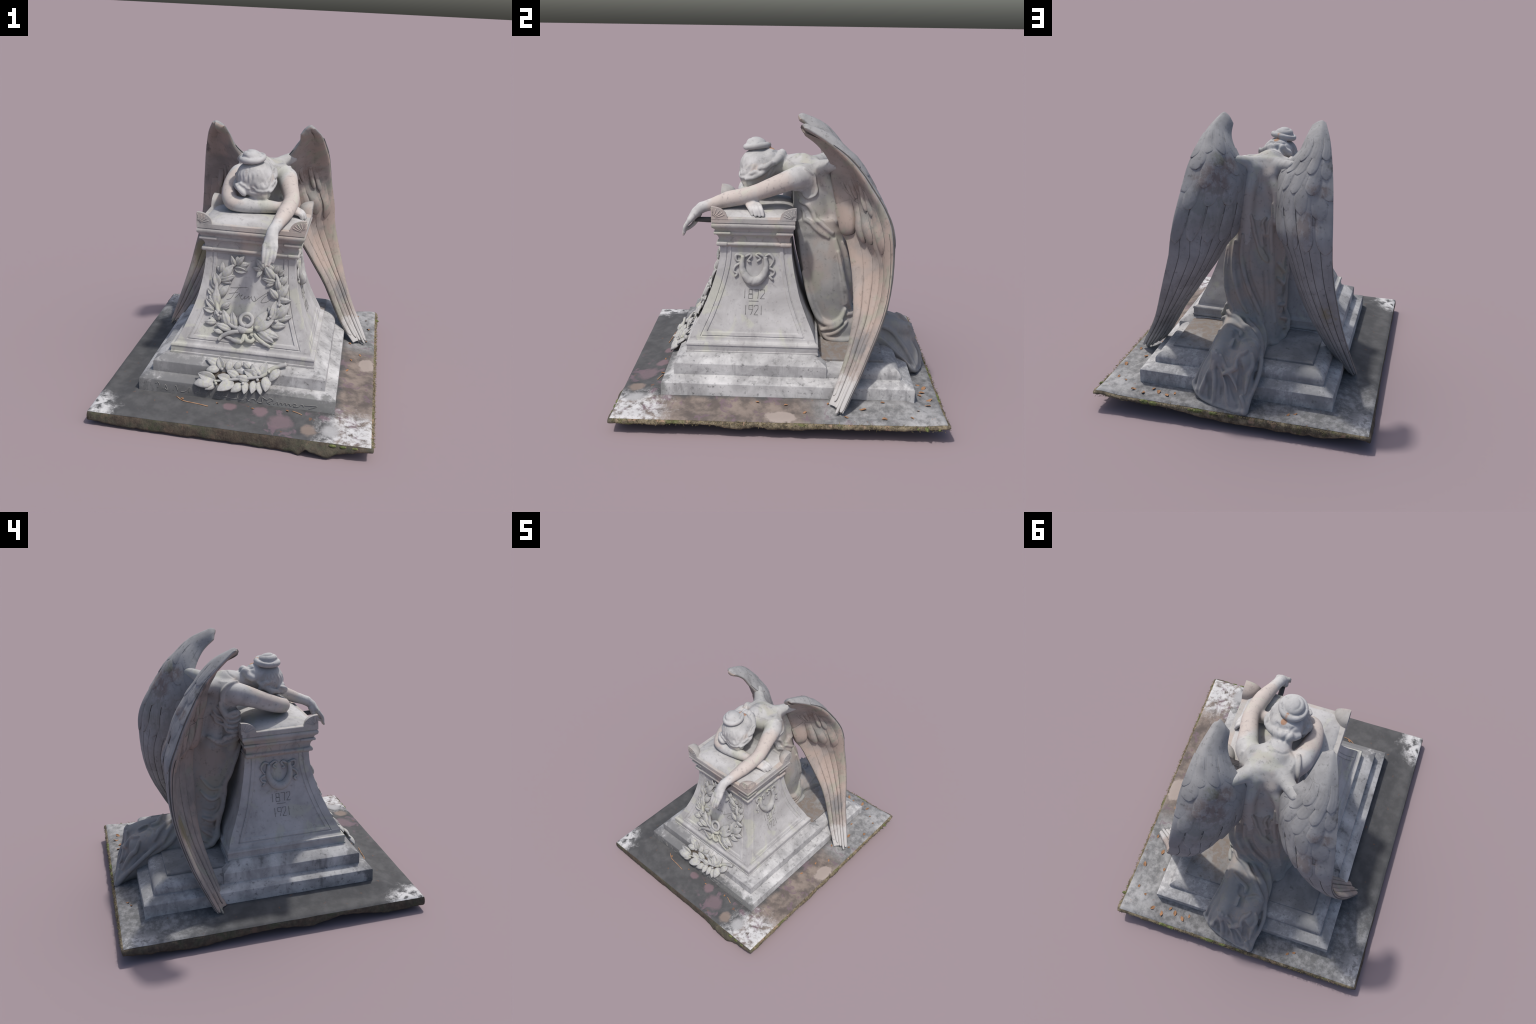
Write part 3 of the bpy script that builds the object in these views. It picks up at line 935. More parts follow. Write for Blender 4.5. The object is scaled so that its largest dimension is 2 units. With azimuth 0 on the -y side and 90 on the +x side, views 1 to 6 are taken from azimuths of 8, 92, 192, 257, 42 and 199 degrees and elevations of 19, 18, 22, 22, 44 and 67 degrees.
WING_L = [[(-.285, .108, 1.688), (-.310, .095, 1.708), (-.342, .092, 1.720), (-.368, .106, 1.708)],
          [(-.255, .185, 1.610), (-.295, .222, 1.645), (-.358, .230, 1.664), (-.415, .205, 1.635)],
          [(-.222, .228, 1.530), (-.290, .300, 1.570), (-.375, .315, 1.592), (-.446, .298, 1.560)],
          [(-.165, .262, 1.465), (-.245, .350, 1.470), (-.355, .388, 1.495), (-.464, .365, 1.477)],
          [(-.125, .285, 1.390), (-.210, .372, 1.415), (-.335, .436, 1.420), (-.480, .418, 1.390)],
          [(-.125, .312, 1.290), (-.180, .398, 1.315), (-.315, .490, 1.320), (-.495, .474, 1.290)],
          [(-.132, .345, 1.180), (-.188, .434, 1.205), (-.330, .538, 1.200), (-.508, .524, 1.180)],
          [(-.148, .378, 1.060), (-.224, .490, 1.090), (-.352, .580, 1.095), (-.518, .566, 1.075)],
          chord_row((-.206, .398, .950), (-.525, .582, .955), .070),
          chord_row((-.255, .400, .811), (-.545, .584, .815), .060),
          chord_row((-.308, .406, .670), (-.570, .570, .690), .048),
          chord_row((-.372, .402, .537), (-.596, .536, .550), .038),
          chord_row((-.433, .377, .411), (-.628, .494, .415), .027),
          chord_row((-.502, .344, .285), (-.660, .440, .285), .020),
          chord_row((-.570, .316, .195), (-.682, .400, .195), .015),
          chord_row((-.646, .292, .112), (-.704, .360, .106), .010)]


class Wing:
    def __init__(self, rows, hand):
        self.NS, self.NT = 220, 64
        rows = np.array([[np.array(p, float) for p in r] for r in rows])
        across = np.array([catmull(r, self.NT) for r in rows])
        mid = rows[:, 1:3].mean(1)
        d = np.r_[0, np.cumsum(np.linalg.norm(np.diff(mid, axis=0), axis=1))]
        fine = catmull(across.reshape(len(rows), -1), 900)
        kn = np.linspace(0, len(rows) - 1, 900)
        s_of = np.interp(kn, np.arange(len(rows)), d / d[-1])
        pick = np.searchsorted(s_of, np.linspace(0, 1, self.NS)).clip(0, 899)
        self.P = fine[pick].reshape(self.NS, self.NT, 3)
        n = np.cross(np.gradient(self.P, axis=0), np.gradient(self.P, axis=1))
        n /= np.linalg.norm(n, axis=2)[..., None] + 1e-12
        self.N = n if n[..., 1].mean() > 0 else -n
        for _ in range(4):
            self.N[1:-1] = (self.N[:-2] + self.N[1:-1] + self.N[2:]) / 3
        self.N /= np.linalg.norm(self.N, axis=2)[..., None]
        self.length = d[-1]
        self.P = self.P - .001 * self.N  # room for the feathers laid on top

    def thick(self, s, t):
        body = np.interp(s, [0, .10, .25, .42, .6, .85, 1], [.052, .056, .066, .056, .034, .024, .018])
        body = body * (0.42 + 0.58 * np.clip(1 - np.abs(2 * t - 1) ** 4, 0, 1))
        # the shoulder half of the wing is a thick cushion of coverts
        return (body + .040 * np.exp(-((s - .30) / .10) ** 2) * np.clip(1 - t / .6, 0, 1)
                + .045 * np.exp(-((s - .40) / .09) ** 2) * np.exp(-((t - .58) / .26) ** 2))

    def at(self, s, t, h=0.0, front=False):
        s, t = np.clip(s, 0, 1) * (self.NS - 1), np.clip(t, 0, 1) * (self.NT - 1)
        i, j = np.minimum(s.astype(int), self.NS - 2), np.minimum(t.astype(int), self.NT - 2)
        a, b = (s - i)[..., None], (t - j)[..., None]

        def lerp(G):
            return (G[i, j] * (1 - a) * (1 - b) + G[i + 1, j] * a * (1 - b) + G[i, j + 1] * (1 - a) * b + G[i + 1, j + 1] * a * b)
        P, N = lerp(self.P), lerp(self.N)
        h = np.asarray(h)[..., None]
        if front:
            th = self.thick(s / (self.NS - 1), t / (self.NT - 1))[..., None]
            return P - N * (th + h)
        return P + N * h

    def solid(self):
        s, t = np.meshgrid(np.linspace(0, .984, 150), np.sin(np.linspace(-np.pi / 2, np.pi / 2, 44)) * .5 + .5, indexing="ij")
        ns, nt = s.shape
        # rounded rims: both faces draw in towards the mid-plane at the borders
        th = self.thick(s, t)
        e = np.minimum(np.minimum(t, 1 - t) / 0.045, np.minimum(s / 0.014, (.984 - s) / 0.008)).clip(0, 1)
        rnd = (1 - np.sqrt(1 - (1 - e) ** 2)) * th * 0.36
        B = self.at(s, t, -rnd)
        F = self.at(s, t, -rnd, True)
        F = F.reshape(-1, 3)
        v = np.vstack([B.reshape(-1, 3), F])
        n = ns * nt
        f = [tuple(q) for q in grid_faces(ns, nt)] + [tuple(q + n) for q in grid_faces(ns, nt, flip=True)]
        ring = ([i * nt for i in range(ns)] + [(ns - 1) * nt + j for j in range(1, nt)]
                + [i * nt + nt - 1 for i in range(ns - 2, -1, -1)] + list(range(nt - 2, 0, -1)))
        for i, a in enumerate(ring):
            b = ring[(i + 1) % len(ring)]
            f.append((b, a, a + n, b + n))
        return v, f

    def feather(self, s0, s1, t0, t1, w0, w1, lift, front=False, puff=0.0, vein=.0012, tip=0.16, base_lift=.0):
        """One feather laid on the wing: a closed, slightly raised blade with a round tip."""
        na, nb = 26, 11
        a, b = np.meshgrid(np.r_[np.linspace(0, 1 - tip, na - 11), 1 - tip + tip * np.sin(np.linspace(0, np.pi / 2, 12))[1:]],
                           np.linspace(-1, 1, nb), indexing="ij")
        na = a.shape[0]
        k = np.clip((a - (1 - tip)) / tip, 0, 1)
        w = (w0 + (w1 - w0) * a) * np.sqrt(np.clip(1 - k ** 2.2, 0.0005, 1))
        s, t = s0 + (s1 - s0) * a, t0 + (t1 - t0) * a + b * w
        edge = np.clip(1 - np.abs(b) ** 5, 0, 1)
        h = base_lift + lift * (0.15 + 0.85 * a) * (0.45 + 0.55 * edge) * (1 - 0.10 * k ** 3) + puff * np.sqrt(np.clip(1 - b ** 2, 0, 1)) * np.sin(np.pi * np.clip(a, 0, 1) ** 1.5 * .93)
        h = h + vein * np.exp(-(b / .14) ** 2) * (1 - k)
        top = self.at(s, t, h, front).reshape(-1, 3)
        # the wall round the feather slopes, and is coloured darker than its face
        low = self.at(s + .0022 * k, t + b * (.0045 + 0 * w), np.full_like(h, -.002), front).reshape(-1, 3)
        n = len(top)
        v = np.vstack([top, low])
        f = [tuple(q) for q in grid_faces(na, nb)] + [tuple(q + n) for q in grid_faces(na, nb, flip=True)]
        ring = ([i * nb for i in range(na)] + [(na - 1) * nb + j for j in range(1, nb)]
                + [i * nb + nb - 1 for i in range(na - 2, -1, -1)] + list(range(nb - 2, 0, -1)))
        self.walls = len(ring)
        for i, c in enumerate(ring):
            d = ring[(i + 1) % len(ring)]
            f.append((d, c, c + n, d + n))
        return v, f


def recalc(obj):
    import bmesh
    bm = bmesh.new()
    bm.from_mesh(obj.data)
    bmesh.ops.recalc_face_normals(bm, faces=bm.faces)
    bm.to_mesh(obj.data)
    bm.free()
    return obj


def build_wing(rows, hand, plan, front_plan):
    W = Wing(rows, hand)
    core = recalc(part("wing", *W.solid(), M_FEATHER, sharp=50))
    core.data.materials.append(M_WING)
    half = 149 * 43
    core.data.polygons.foreach_set("material_index", np.r_[np.zeros(half), np.ones(len(core.data.polygons) - half)].astype(np.int32))

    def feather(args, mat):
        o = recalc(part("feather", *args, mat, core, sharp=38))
        o.data.materials.append(M_DARK_EDGE)
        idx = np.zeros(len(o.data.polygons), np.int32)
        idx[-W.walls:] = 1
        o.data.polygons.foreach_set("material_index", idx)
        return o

    jit = lambda a: random.uniform(-a, a)
    # long primaries on both faces
    n = 7
    for i in range(n):
        t = (i + .5) / n
        feather(W.feather(.37, 1.0 - .012 * abs(i - 4), t, t, .5 / n * .95, .5 / n * .90, .0055 + .0030 * (i % 2), tip=.03, puff=.002, base_lift=.003), M_FEATHER)
    for i in range(5):
        t = (i + .5) / 5
        feather(W.feather(.40, 1.0 - .014 * abs(i - 3), t, t, .1, .095, .004 + .005 * (i % 2), True, tip=.03, puff=.006), M_WING)
    # coverts on the rear, tips in staggered rows, lowest row first
    for s1, length, ts, w, lift in plan:
        for k, t in enumerate(ts):
            ds = jit(.006)
            feather(W.feather(s1 - length + ds, s1 + ds, t + jit(.008), t + jit(.012), w * .9, w, lift * .80 + .0030 * (k % 2) + jit(.001), tip=.26), M_FEATHER)
    for s1, length, t, w, lift, puff in front_plan:
        feather(W.feather(s1 - length, s1, t, t, w * .8, w, lift, True, puff, tip=.35), M_WING)
    return W, core


PLAN_R = [(.455, .21, (.07, .28, .50, .71, .91), .100, .0180),
          (.345, .14, (.10, .34, .59, .84), .115, .0145), (.290, .12, (.01, .22, .46, .70, .94), .110, .0120),
          (.235, .10, (.10, .34, .60, .86), .118, .0110), (.185, .09, (.22, .48, .74, .95), .118, .0085)]
PLAN_L = [(.460, .21, (.07, .26, .47, .69, .90), .100, .0180),
          (.350, .14, (.03, .22, .43, .64, .86), .100, .0120), (.285, .11, (.12, .32, .53, .75, .95), .100, .0120),
          (.228, .10, (.06, .25, .46, .67, .88), .100, .0115), (.172, .08, (.16, .38, .62, .85), .108, .0085)]
# clustered coverts on the inner face: (tip, length, across, half width, lift, puff)
FRONT = [(.475, .16, .84, .085, .008, .012), (.455, .10, .58, .11, .008, .014), (.462, .13, .36, .14, .016, .022), (.440, .12, .10, .16, .018, .026),
         (.400, .08, .06, .13, .012, .014), (.345, .09, .66, .06, .008, .014), (.352, .08, .78, .055, .008, .012),
         (.325, .07, .36, .055, .006, .010), (.315, .07, .46, .05, .006, .010), (.305, .07, .26, .06, .006, .008)]
build_wing(WING_R, 1, PLAN_R, FRONT)
build_wing(WING_L, 1, PLAN_L, FRONT)


# ------------------------------------------------------------------ figure
# The body is modelled as one smooth-blended distance field of limbs, cloth
# masses and fold ridges, meshed once, then separated into named regions.
H = 0.0045
LO, HI = np.array([-.33, -.68, .085]), np.array([.37, 1.01, 1.64])
DIM = np.ceil((HI - LO) / H).astype(int)
AX = [LO[i] + H * np.arange(DIM[i]) for i in range(3)]
REGIONS = ["torso", "skirt", "arm", "hand", "head", "hair", "neck", "train"]
D = np.full(DIM, 0.2, np.float32)
LAB = np.zeros(DIM, np.int8)


def window(lo, hi):
    a = np.maximum(((np.asarray(lo) - LO) / H).astype(int), 0)
    b = np.minimum(((np.asarray(hi) - LO) / H).astype(int) + 2, DIM)
    sl = tuple(slice(i, j) for i, j in zip(a, b))
    g = np.meshgrid(*[AX[i][sl[i]].astype(np.float32) for i in range(3)], indexing="ij", sparse=True)
    return sl, g


def blend(sl, d, k, label=None):
    old = D[sl]
    if label is not None:
        closer = d < old
        LAB[sl][closer] = REGIONS.index(label)
    h = np.clip(k - np.abs(old - d), 0, None)
    D[sl] = np.minimum(old, d) - h * h / (4 * k)


def carve(sl, d, k):
    old = D[sl]
    h = np.clip(k - np.abs(old + d), 0, None)
    D[sl] = np.maximum(old, -d) + h * h / (4 * k)


def chain_field(pts, radii, k, squash=None):
    pts, radii = np.asarray(pts, float), np.asarray(radii, float)
    pad = radii.max() + k + 3 * H
    sl, (x, y, z) = window(pts.min(0) - pad, pts.max(0) + pad)
    best = None
    for p, q, r0, r1 in zip(pts[:-1], pts[1:], radii[:-1], radii[1:]):
        v = q - p
        L = float(v @ v) + 1e-12
        t = np.clip(((x - p[0]) * v[0] + (y - p[1]) * v[1] + (z - p[2]) * v[2]) / L, 0, 1)
        d = np.sqrt((x - p[0] - t * v[0]) ** 2 + (y - p[1] - t * v[1]) ** 2 + (z - p[2] - t * v[2]) ** 2) - (r0 + t * (r1 - r0))
        best = d if best is None else np.minimum(best, d)
    return sl, best.astype(np.float32)


def limb(pts, radii, k, label, smooth=6):
    n = (len(pts) - 1) * smooth + 1 if smooth else len(pts)
    P = catmull(pts, n) if smooth else np.asarray(pts)
    R = np.interp(np.linspace(0, 1, n), np.linspace(0, 1, len(pts)), radii)
    sl, d = chain_field(P, R, k)
    blend(sl, d, k, label)


def sample(p):
    q = ((np.asarray(p) - LO) / H).clip(0, np.array(DIM) - 2.001)
    i = q.astype(int)
    f = q - i
    out = 0
    for o in np.ndindex(2, 2, 2):
        w = np.prod(np.where(o, f, 1 - f), axis=1)
        out = out + w * D[tuple((i + o).T)]
    return out


def snap(pts, lift):
    """Lay fold lines on the cloth as it stands, raised by lift."""
    p = np.array(pts, float)
    eye = np.eye(3) * H * 1.5
    for _ in range(10):
        g = np.stack([sample(p + e) - sample(p - e) for e in eye], 1)
        g /= np.linalg.norm(g, axis=1)[:, None] + 1e-9
        p -= np.clip(sample(p) - lift, -.015, .015)[:, None] * g * .8
    return p


def ridge(pts, r=.012, k=.02, label=None, taper=True, lay=True, lift=.4):
    n = 5 * len(pts)
    if lay:
        pts = snap(catmull(pts, 3 * len(pts)), lift * np.mean(r))
    P = catmull(pts, n)
    R = np.full(n, r) if np.isscalar(r) else np.interp(np.linspace(0, 1, n), np.linspace(0, 1, len(r)), r)
    if taper:
        R = R * (0.35 + 0.65 * np.sin(np.linspace(0.12, np.pi - 0.12, n)) ** 0.6)
    sl, d = chain_field(P, R, k)
    blend(sl, d, k, label)


def groove(pts, r=.008, k=.012, lay=True):
    if lay:
        pts = snap(catmull(pts, 3 * len(pts)), 0.0)
    n = 5 * len(pts)
    R = r * (0.3 + 0.7 * np.sin(np.linspace(0.1, np.pi - 0.1, n)) ** 0.6)
    sl, d = chain_field(catmull(pts, n), R, k)
    carve(sl, d, k)


def blob(c, radii, k, label, rot=None, cut=False):
    c, radii = np.asarray(c, float), np.asarray(radii, float)
    pad = radii.max() + k + 3 * H
    sl, (x, y, z) = window(c - pad, c + pad)
    x, y, z = x - c[0], y - c[1], z - c[2]
    if rot:
        M = np.array(Matrix.Rotation(rot[0], 3, "X") @ Matrix.Rotation(rot[1], 3, "Y") @ Matrix.Rotation(rot[2], 3, "Z")).T
        x, y, z = (M[i, 0] * x + M[i, 1] * y + M[i, 2] * z for i in range(3))
    q = np.sqrt((x / radii[0]) ** 2 + (y / radii[1]) ** 2 + (z / radii[2]) ** 2)
    g = np.sqrt((x / radii[0] ** 2) ** 2 + (y / radii[1] ** 2) ** 2 + (z / radii[2] ** 2) ** 2) + 1e-6
    d = (q * (q - 1) / g).astype(np.float32)
    carve(sl, d, k) if cut else blend(sl, d, k, label)


def column(rows, k, label, axis=2, power=2.6):
    """Stack of rounded sections along an axis: (level, lo_a, hi_a, lo_b, hi_b)."""
    R = np.array(rows, float)
    a, b = [i for i in range(3) if i != axis]
    lo, hi = np.zeros(3), np.zeros(3)
    pad = k + 4 * H
    lo[axis], hi[axis] = R[0, 0] - pad, R[-1, 0] + pad
    lo[a], hi[a], lo[b], hi[b] = R[:, 1].min() - pad, R[:, 2].max() + pad, R[:, 3].min() - pad, R[:, 4].max() + pad
    sl, g = window(lo, hi)
    s = g[axis].ravel()
    sec = catmull(R, 12 * len(R))
    at = [np.interp(s, sec[:, 0], sec[:, c]) for c in range(1, 5)]
    shape = [1, 1, 1]
    shape[axis] = len(s)
    a0, a1, b0, b1 = (np.asarray(v, np.float32).reshape(shape) for v in at)
    ra, rb = (a1 - a0) / 2, (b1 - b0) / 2
    ua, ub = np.abs(g[a] - (a0 + a1) / 2) / ra, np.abs(g[b] - (b0 + b1) / 2) / rb
    q = (ua ** power + ub ** power) ** (1 / power)
    d = (q - 1) * np.minimum(ra, rb)
    end = np.maximum(R[0, 0] - s, s - R[-1, 0]).reshape(shape)
    d = np.where(end > 0, np.sqrt(np.maximum(d, 0) ** 2 + end ** 2), np.maximum(d, end))
    blend(sl, d.astype(np.float32), k, label)


# --- skirt: a column from the hips to the kneeling platform
column([(.33, -.195, .195, .235, .50), (.40, -.200, .200, .225, .47), (.48, -.185, .185, .200, .462), (.60, -.165, .192, .155, .452),
        (.75, -.165, .195, .122, .440), (.90, -.170, .185, .085, .422), (1.00, -.172, .168, .068, .392), (1.10, -.155, .150, .055, .355)], .02, "skirt")
# --- torso bending forward from the hips
column([(1.04, -.160, .150, .062, .372), (1.12, -.155, .140, .058, .342), (1.20, -.160, .142, .062, .318), (1.28, -.165, .148, .055, .292),
        (1.35, -.165, .150, .035, .262), (1.41, -.160, .145, .040, .232), (1.455, -.140, .125, .050, .195)], .05, "torso", power=2.3)
limb([(-.015, .05, 1.40), (-.02, .12, 1.420), (-.015, .20, 1.385)], [.07, .075, .06], .05, "torso")
# shoulder blades run out into the wing roots
limb([(.03, .19, 1.412), (.09, .248, 1.438), (.150, .320, 1.465)], [.046, .045, .036], .05, "torso")
limb([(-.06, .18, 1.408), (-.13, .222, 1.430), (-.215, .298, 1.455)], [.046, .045, .036], .05, "torso")
limb([(.05, .24, 1.36), (.095, .31, 1.26), (.105, .34, 1.12)], [.045, .035, .028], .04, "torso")
limb([(-.07, .24, 1.36), (-.125, .30, 1.26), (-.135, .34, 1.12)], [.045, .035, .028], .04, "torso")
# her back is turned: a rounded ridge near the sunny wing ...
limb([(.055, .245, 1.40), (.060, .305, 1.30), (.060, .335, 1.16), (.050, .350, 1.0), (.03, .365, .88)], [.045, .045, .045, .050, .045], .03, "torso")
limb([(-.160, .10, 1.24), (-.168, .12, 1.08), (-.142, .14, .95), (-.12, .15, .85)], [.050, .052, .048, .04], .04, "skirt")
# ... and the cloth turns in sharply behind her far hip
groove([(-.235, .380, 1.45), (-.240, .400, 1.15), (-.243, .402, .95), (-.243, .402, .75), (-.243, .402, .55), (-.245, .410, .38)], .125, .02, lay=False)
# --- train of the robe over the calves and feet
column([(.40, -.135, .175, .25, .462), (.50, -.135, .165, .20, .458), (.60, -.130, .170, .12, .466), (.70, -.128, .180, .08, .448),
        (.78, -.125, .195, .07, .412), (.84, -.122, .198, .07, .360), (.89, -.120, .165, .07, .265), (.935, -.118, .04, .07, .180), (.955, -.118, -.05, .07, .125)],
       .04, "train", axis=1, power=1.9)
limb([(.100, .40, .415), (.090, .60, .412), (.095, .72, .405), (.104, .795, .395)], [.076, .064, .058, .046], .03, "train")
limb([(-.04, .42, .39), (-.045, .58, .380), (-.055, .70, .375), (-.045, .785, .350)], [.080, .075, .070, .062], .03, "train")
# --- arms
limb([(.105, .125, 1.370), (.148, .075, 1.376), (.178, -.03, 1.340), (.207, -.13, 1.305), (.214, -.19, 1.285), (.207, -.255, 1.266),
      (.194, -.33, 1.246), (.168, -.43, 1.208), (.148, -.500, 1.181)],
     [.066, .068, .058, .051, .0490, .0500, .0495, .037, .0320], .03, "arm")
limb([(-.120, .110, 1.370), (-.160, .055, 1.372), (-.184, -.055, 1.335), (-.182, -.150, 1.296), (-.168, -.205, 1.274), (-.142, -.240, 1.260),
      (-.080, -.245, 1.253), (0, -.233, 1.252), (.08, -.220, 1.250), (.150, -.203, 1.244)],
     [.070, .072, .060, .055, .051, .049, .0485, .0475, .041, .033], .03, "arm")
# drooping hand
limb([(.148, -.500, 1.180), (.147, -.535, 1.150), (.147, -.570, 1.105)], [.031, .031, .022], .012, "hand")
for x in (.116, .137, .158, .178):
    limb([(.148 + (x - .148) * .5, -.520, 1.165), (x, -.572, 1.104)], [.020, .0155], .012, "hand", 0)
for x, tip in ((.114, (.114, -.612, 1.016)), (.136, (.130, -.620, 1.002)), (.158, (.150, -.618, 1.004)), (.179, (.172, -.606, 1.022))):
    limb([(x, -.572, 1.104), (x, -.602, 1.062), tip], [.0150, .0125, .0085], .006, "hand")
limb([(.120, -.520, 1.135), (.118, -.545, 1.080), (.124, -.580, 1.045), (.128, -.604, 1.030)], [.019, .0135, .0115, .0085], .008, "hand")
# resting hand
limb([(.150, -.203, 1.244), (.200, -.192, 1.240), (.255, -.172, 1.226)], [.0330, .031, .022], .012, "hand")
for k, (dx, dy) in enumerate(((-.004, -.034), (.006, -.012), (.010, .011), (.004, .032))):
    a = np.array((.250 + dx, -.172 + dy, 1.224))
    limb([(.195, -.190 + dy * .4, 1.240), a], [.020, .0160], .012, "hand", 0)
    limb([a, a + (.030, .014, -.018), a + (.046 - .004 * (k == 0), .026, -.048)], [.0155, .0135, .0095], .005, "hand")
# --- neck and head, face down on the forearm
limb([(-.025, .10, 1.425), (-.03, .02, 1.425), (-.03, -.06, 1.415)], [.068, .060, .060], .03, "neck")
blob((-.020, -.165, 1.405), (.112, .108, .112), .03, "head", (0.25, 0, 0))
blob((.012, -.205, 1.335), (.064, .062, .052), .014, "head", (0.3, 0.25, 0))
limb([(.022, -.245, 1.345), (.040, -.240, 1.318), (.049, -.230, 1.303)], [.014, .014, .013], .012, "head")
limb([(-.03, -.255, 1.336), (.01, -.262, 1.340), (.05, -.240, 1.345), (.075, -.205, 1.350)], [.011, .012, .012, .008], .014, "head")
blob((.060, -.205, 1.318), (.022, .022, .018), .012, "head")
# hair cap
blob((-.028, -.168, 1.424), (.114, .110, .100), .012, "hair", (0.15, 0, 0))
blob((-.028, -.085, 1.455), (.092, .055, .075), .03, "hair")
blob((-.062, -.228, 1.362), (.062, .044, .044), .014, "hair", (0, 0, .35))
blob((.015, -.232, 1.378), (.056, .040, .034), .014, "hair", (0, 0, -.3))
# bun: a coiled knob
blob((-.048, -.175, 1.548), (.062, .065, .044), .012, "hair", (-.10, .06, 0))
a = np.linspace(0, 2 * np.pi, 20)
ridge([(-.049 + .048 * math.cos(t), -.175 + .051 * math.sin(t), 1.541 + .006 * math.sin(t + 1)) for t in a], .0190, .010, "hair", taper=False)
groove([(-.049 + .066 * math.cos(t), -.175 + .068 * math.sin(t), 1.547 + .010 * math.sin(2 * t)) for t in np.linspace(.4, 4.6, 12)], .004, .008)
groove([(-.049 + .040 * math.cos(t), -.175 + .042 * math.sin(t), 1.588) for t in np.linspace(2.0, 6.4, 10)], .004, .008)
# curls over the nape
for x, y, z, r in [(-.092, -.034, 1.462, .024), (-.064, -.018, 1.486, .033), (-.024, -.012, 1.492, .030), (.008, -.024, 1.480, .032),
                   (.040, -.036, 1.468, .022), (-.048, -.006, 1.468, .024), (-.012, -.004, 1.468, .024), (.058, -.055, 1.455, .022), (-.110, -.055, 1.450, .022)]:
    blob((x, y, z), (r, r * .9, r), .016, "hair")
for x, w in ((-.066, .02), (-.008, -.018), (.030, .012)):
    groove([(x - w, -.065, 1.512), (x, -.025, 1.520), (x + w * .6, .008, 1.500), (x + w, .018, 1.470)], .006, .010)
# waved strands combed up from the hairline to the bun
HC, HR = np.array((-.028, -.168, 1.424)), np.array((.114, .110, .100))


def comb_hair():
    sl, (x, y, z) = window(HC - .15, HC + .15)
    u, v, w = (x - HC[0]) / HR[0], (y - HC[1]) / HR[1], (z - HC[2]) / HR[2]
    r = np.sqrt(u * u + v * v + w * w)
    polar = np.arccos(np.clip(w / r, -1, 1))
    turn = np.arctan2(u, -v)
    part_line = np.exp(-(turn / .10) ** 2) * (v < 0)
    wave = np.sin(24 * turn + 1.5 * np.sin(7.5 * polar + 1.3 * np.sin(2 * turn)))
    strong = np.clip((polar - .62) / .9, 0, 1) * np.clip((1.30 - r) / .15, 0, 1) * np.clip((w + .75) / .3, 0, 1)
    lump = np.sin(9 * polar + 4 * np.sin(3 * turn + 1)) * np.clip((polar - 1.1) / .6, 0, 1)
    D[sl] += (-.0019 * wave - .0016 * lump + .005 * part_line) * strong


comb_hair()
for s in (1, -1):
    pts = []
    for t in np.linspace(0, 1, 8):
        d = (1 - t) * np.array((-.10 + .10 * s, -1.0, -.62)) + t * np.array((.98 * s, .20, -.30 + .10 * s))
        d = d / np.linalg.norm(d) + np.array((0, 0, .09 * math.sin(t * 9 + s)))
        pts.append(HC + HR * d / np.linalg.norm(d))
    ridge(pts, [.006, .010, .012], .008, "hair", lift=.15)
# loose rolls by the ears
ridge([(.066, -.225, 1.350), (.088, -.185, 1.362), (.098, -.150, 1.380), (.098, -.110, 1.405), (.088, -.080, 1.435), (.072, -.060, 1.455)], .0165, .012, "hair")
ridge([(.088, -.150, 1.420), (.102, -.115, 1.435), (.092, -.080, 1.462)], .016, .012, "hair")
ridge([(-.120, -.225, 1.350), (-.140, -.180, 1.365), (-.142, -.130, 1.385), (-.125, -.090, 1.420)], .017, .012, "hair")
ridge([(-.128, -.165, 1.430), (-.134, -.125, 1.410), (-.125, -.095, 1.380)], .015, .012, "hair")
ridge([(-.110, -.240, 1.375), (-.085, -.270, 1.345), (-.070, -.262, 1.318)], .016, .012, "hair")
groove([(-.058, -.285, 1.37), (-.056, -.280, 1.43), (-.052, -.245, 1.495)], .0035, .008)
# --- sleeves and bodice
ring = [(.19, .144, 1.461), (.196, .193, 1.430), (.196, .227, 1.371), (.193, .229, 1.311), (.190, .198, 1.266), (.186, .145, 1.250), (.178, .075, 1.285)]
ridge([(x - .008, y, z) for x, y, z in ring], .0085, .010, "torso", taper=False, lift=.2)
groove([(x - .014, y + .020, z - .008) for x, y, z in ring[1:6]], .005, .010)
ridge([(-.150, .060, 1.440), (-.178, .130, 1.440), (-.200, .175, 1.380), (-.205, .175, 1.310), (-.200, .140, 1.262), (-.185, .080, 1.262)], .011, .012, "torso", taper=False)
for j in range(4):
    o = .028 * j
    ridge([(-.175, .060 - .01 * j, 1.255 - o), (-.196, .115, 1.238 - o * 1.1), (-.202, .165 + o * .4, 1.270 - o), (-.196, .205 + o * .5, 1.335 - o)], .0095, .012, "torso")
groove([(.055, .060, 1.490), (.030, .095, 1.505), (-.030, .100, 1.505), (-.085, .088, 1.498), (-.110, .060, 1.480)], .004, .008)
# over-fold of the bodice, both sides
ridge([(.172, .055, 1.215), (.180, .146, 1.205), (.182, .202, 1.140), (.180, .259, 1.085), (.165, .315, 1.040)], .013, .018, "torso")
ridge([(.176, .090, 1.165), (.182, .150, 1.120), (.180, .215, 1.060), (.172, .285, 1.010)], .010, .018, "skirt")
ridge([(-.165, .070, 1.150), (-.185, .150, 1.095), (-.188, .215, 1.085), (-.175, .270, 1.115)], .012, .018, "torso")
ridge([(-.168, .075, 1.120), (-.186, .150, 1.065), (-.186, .215, 1.060)], .010, .016, "skirt")
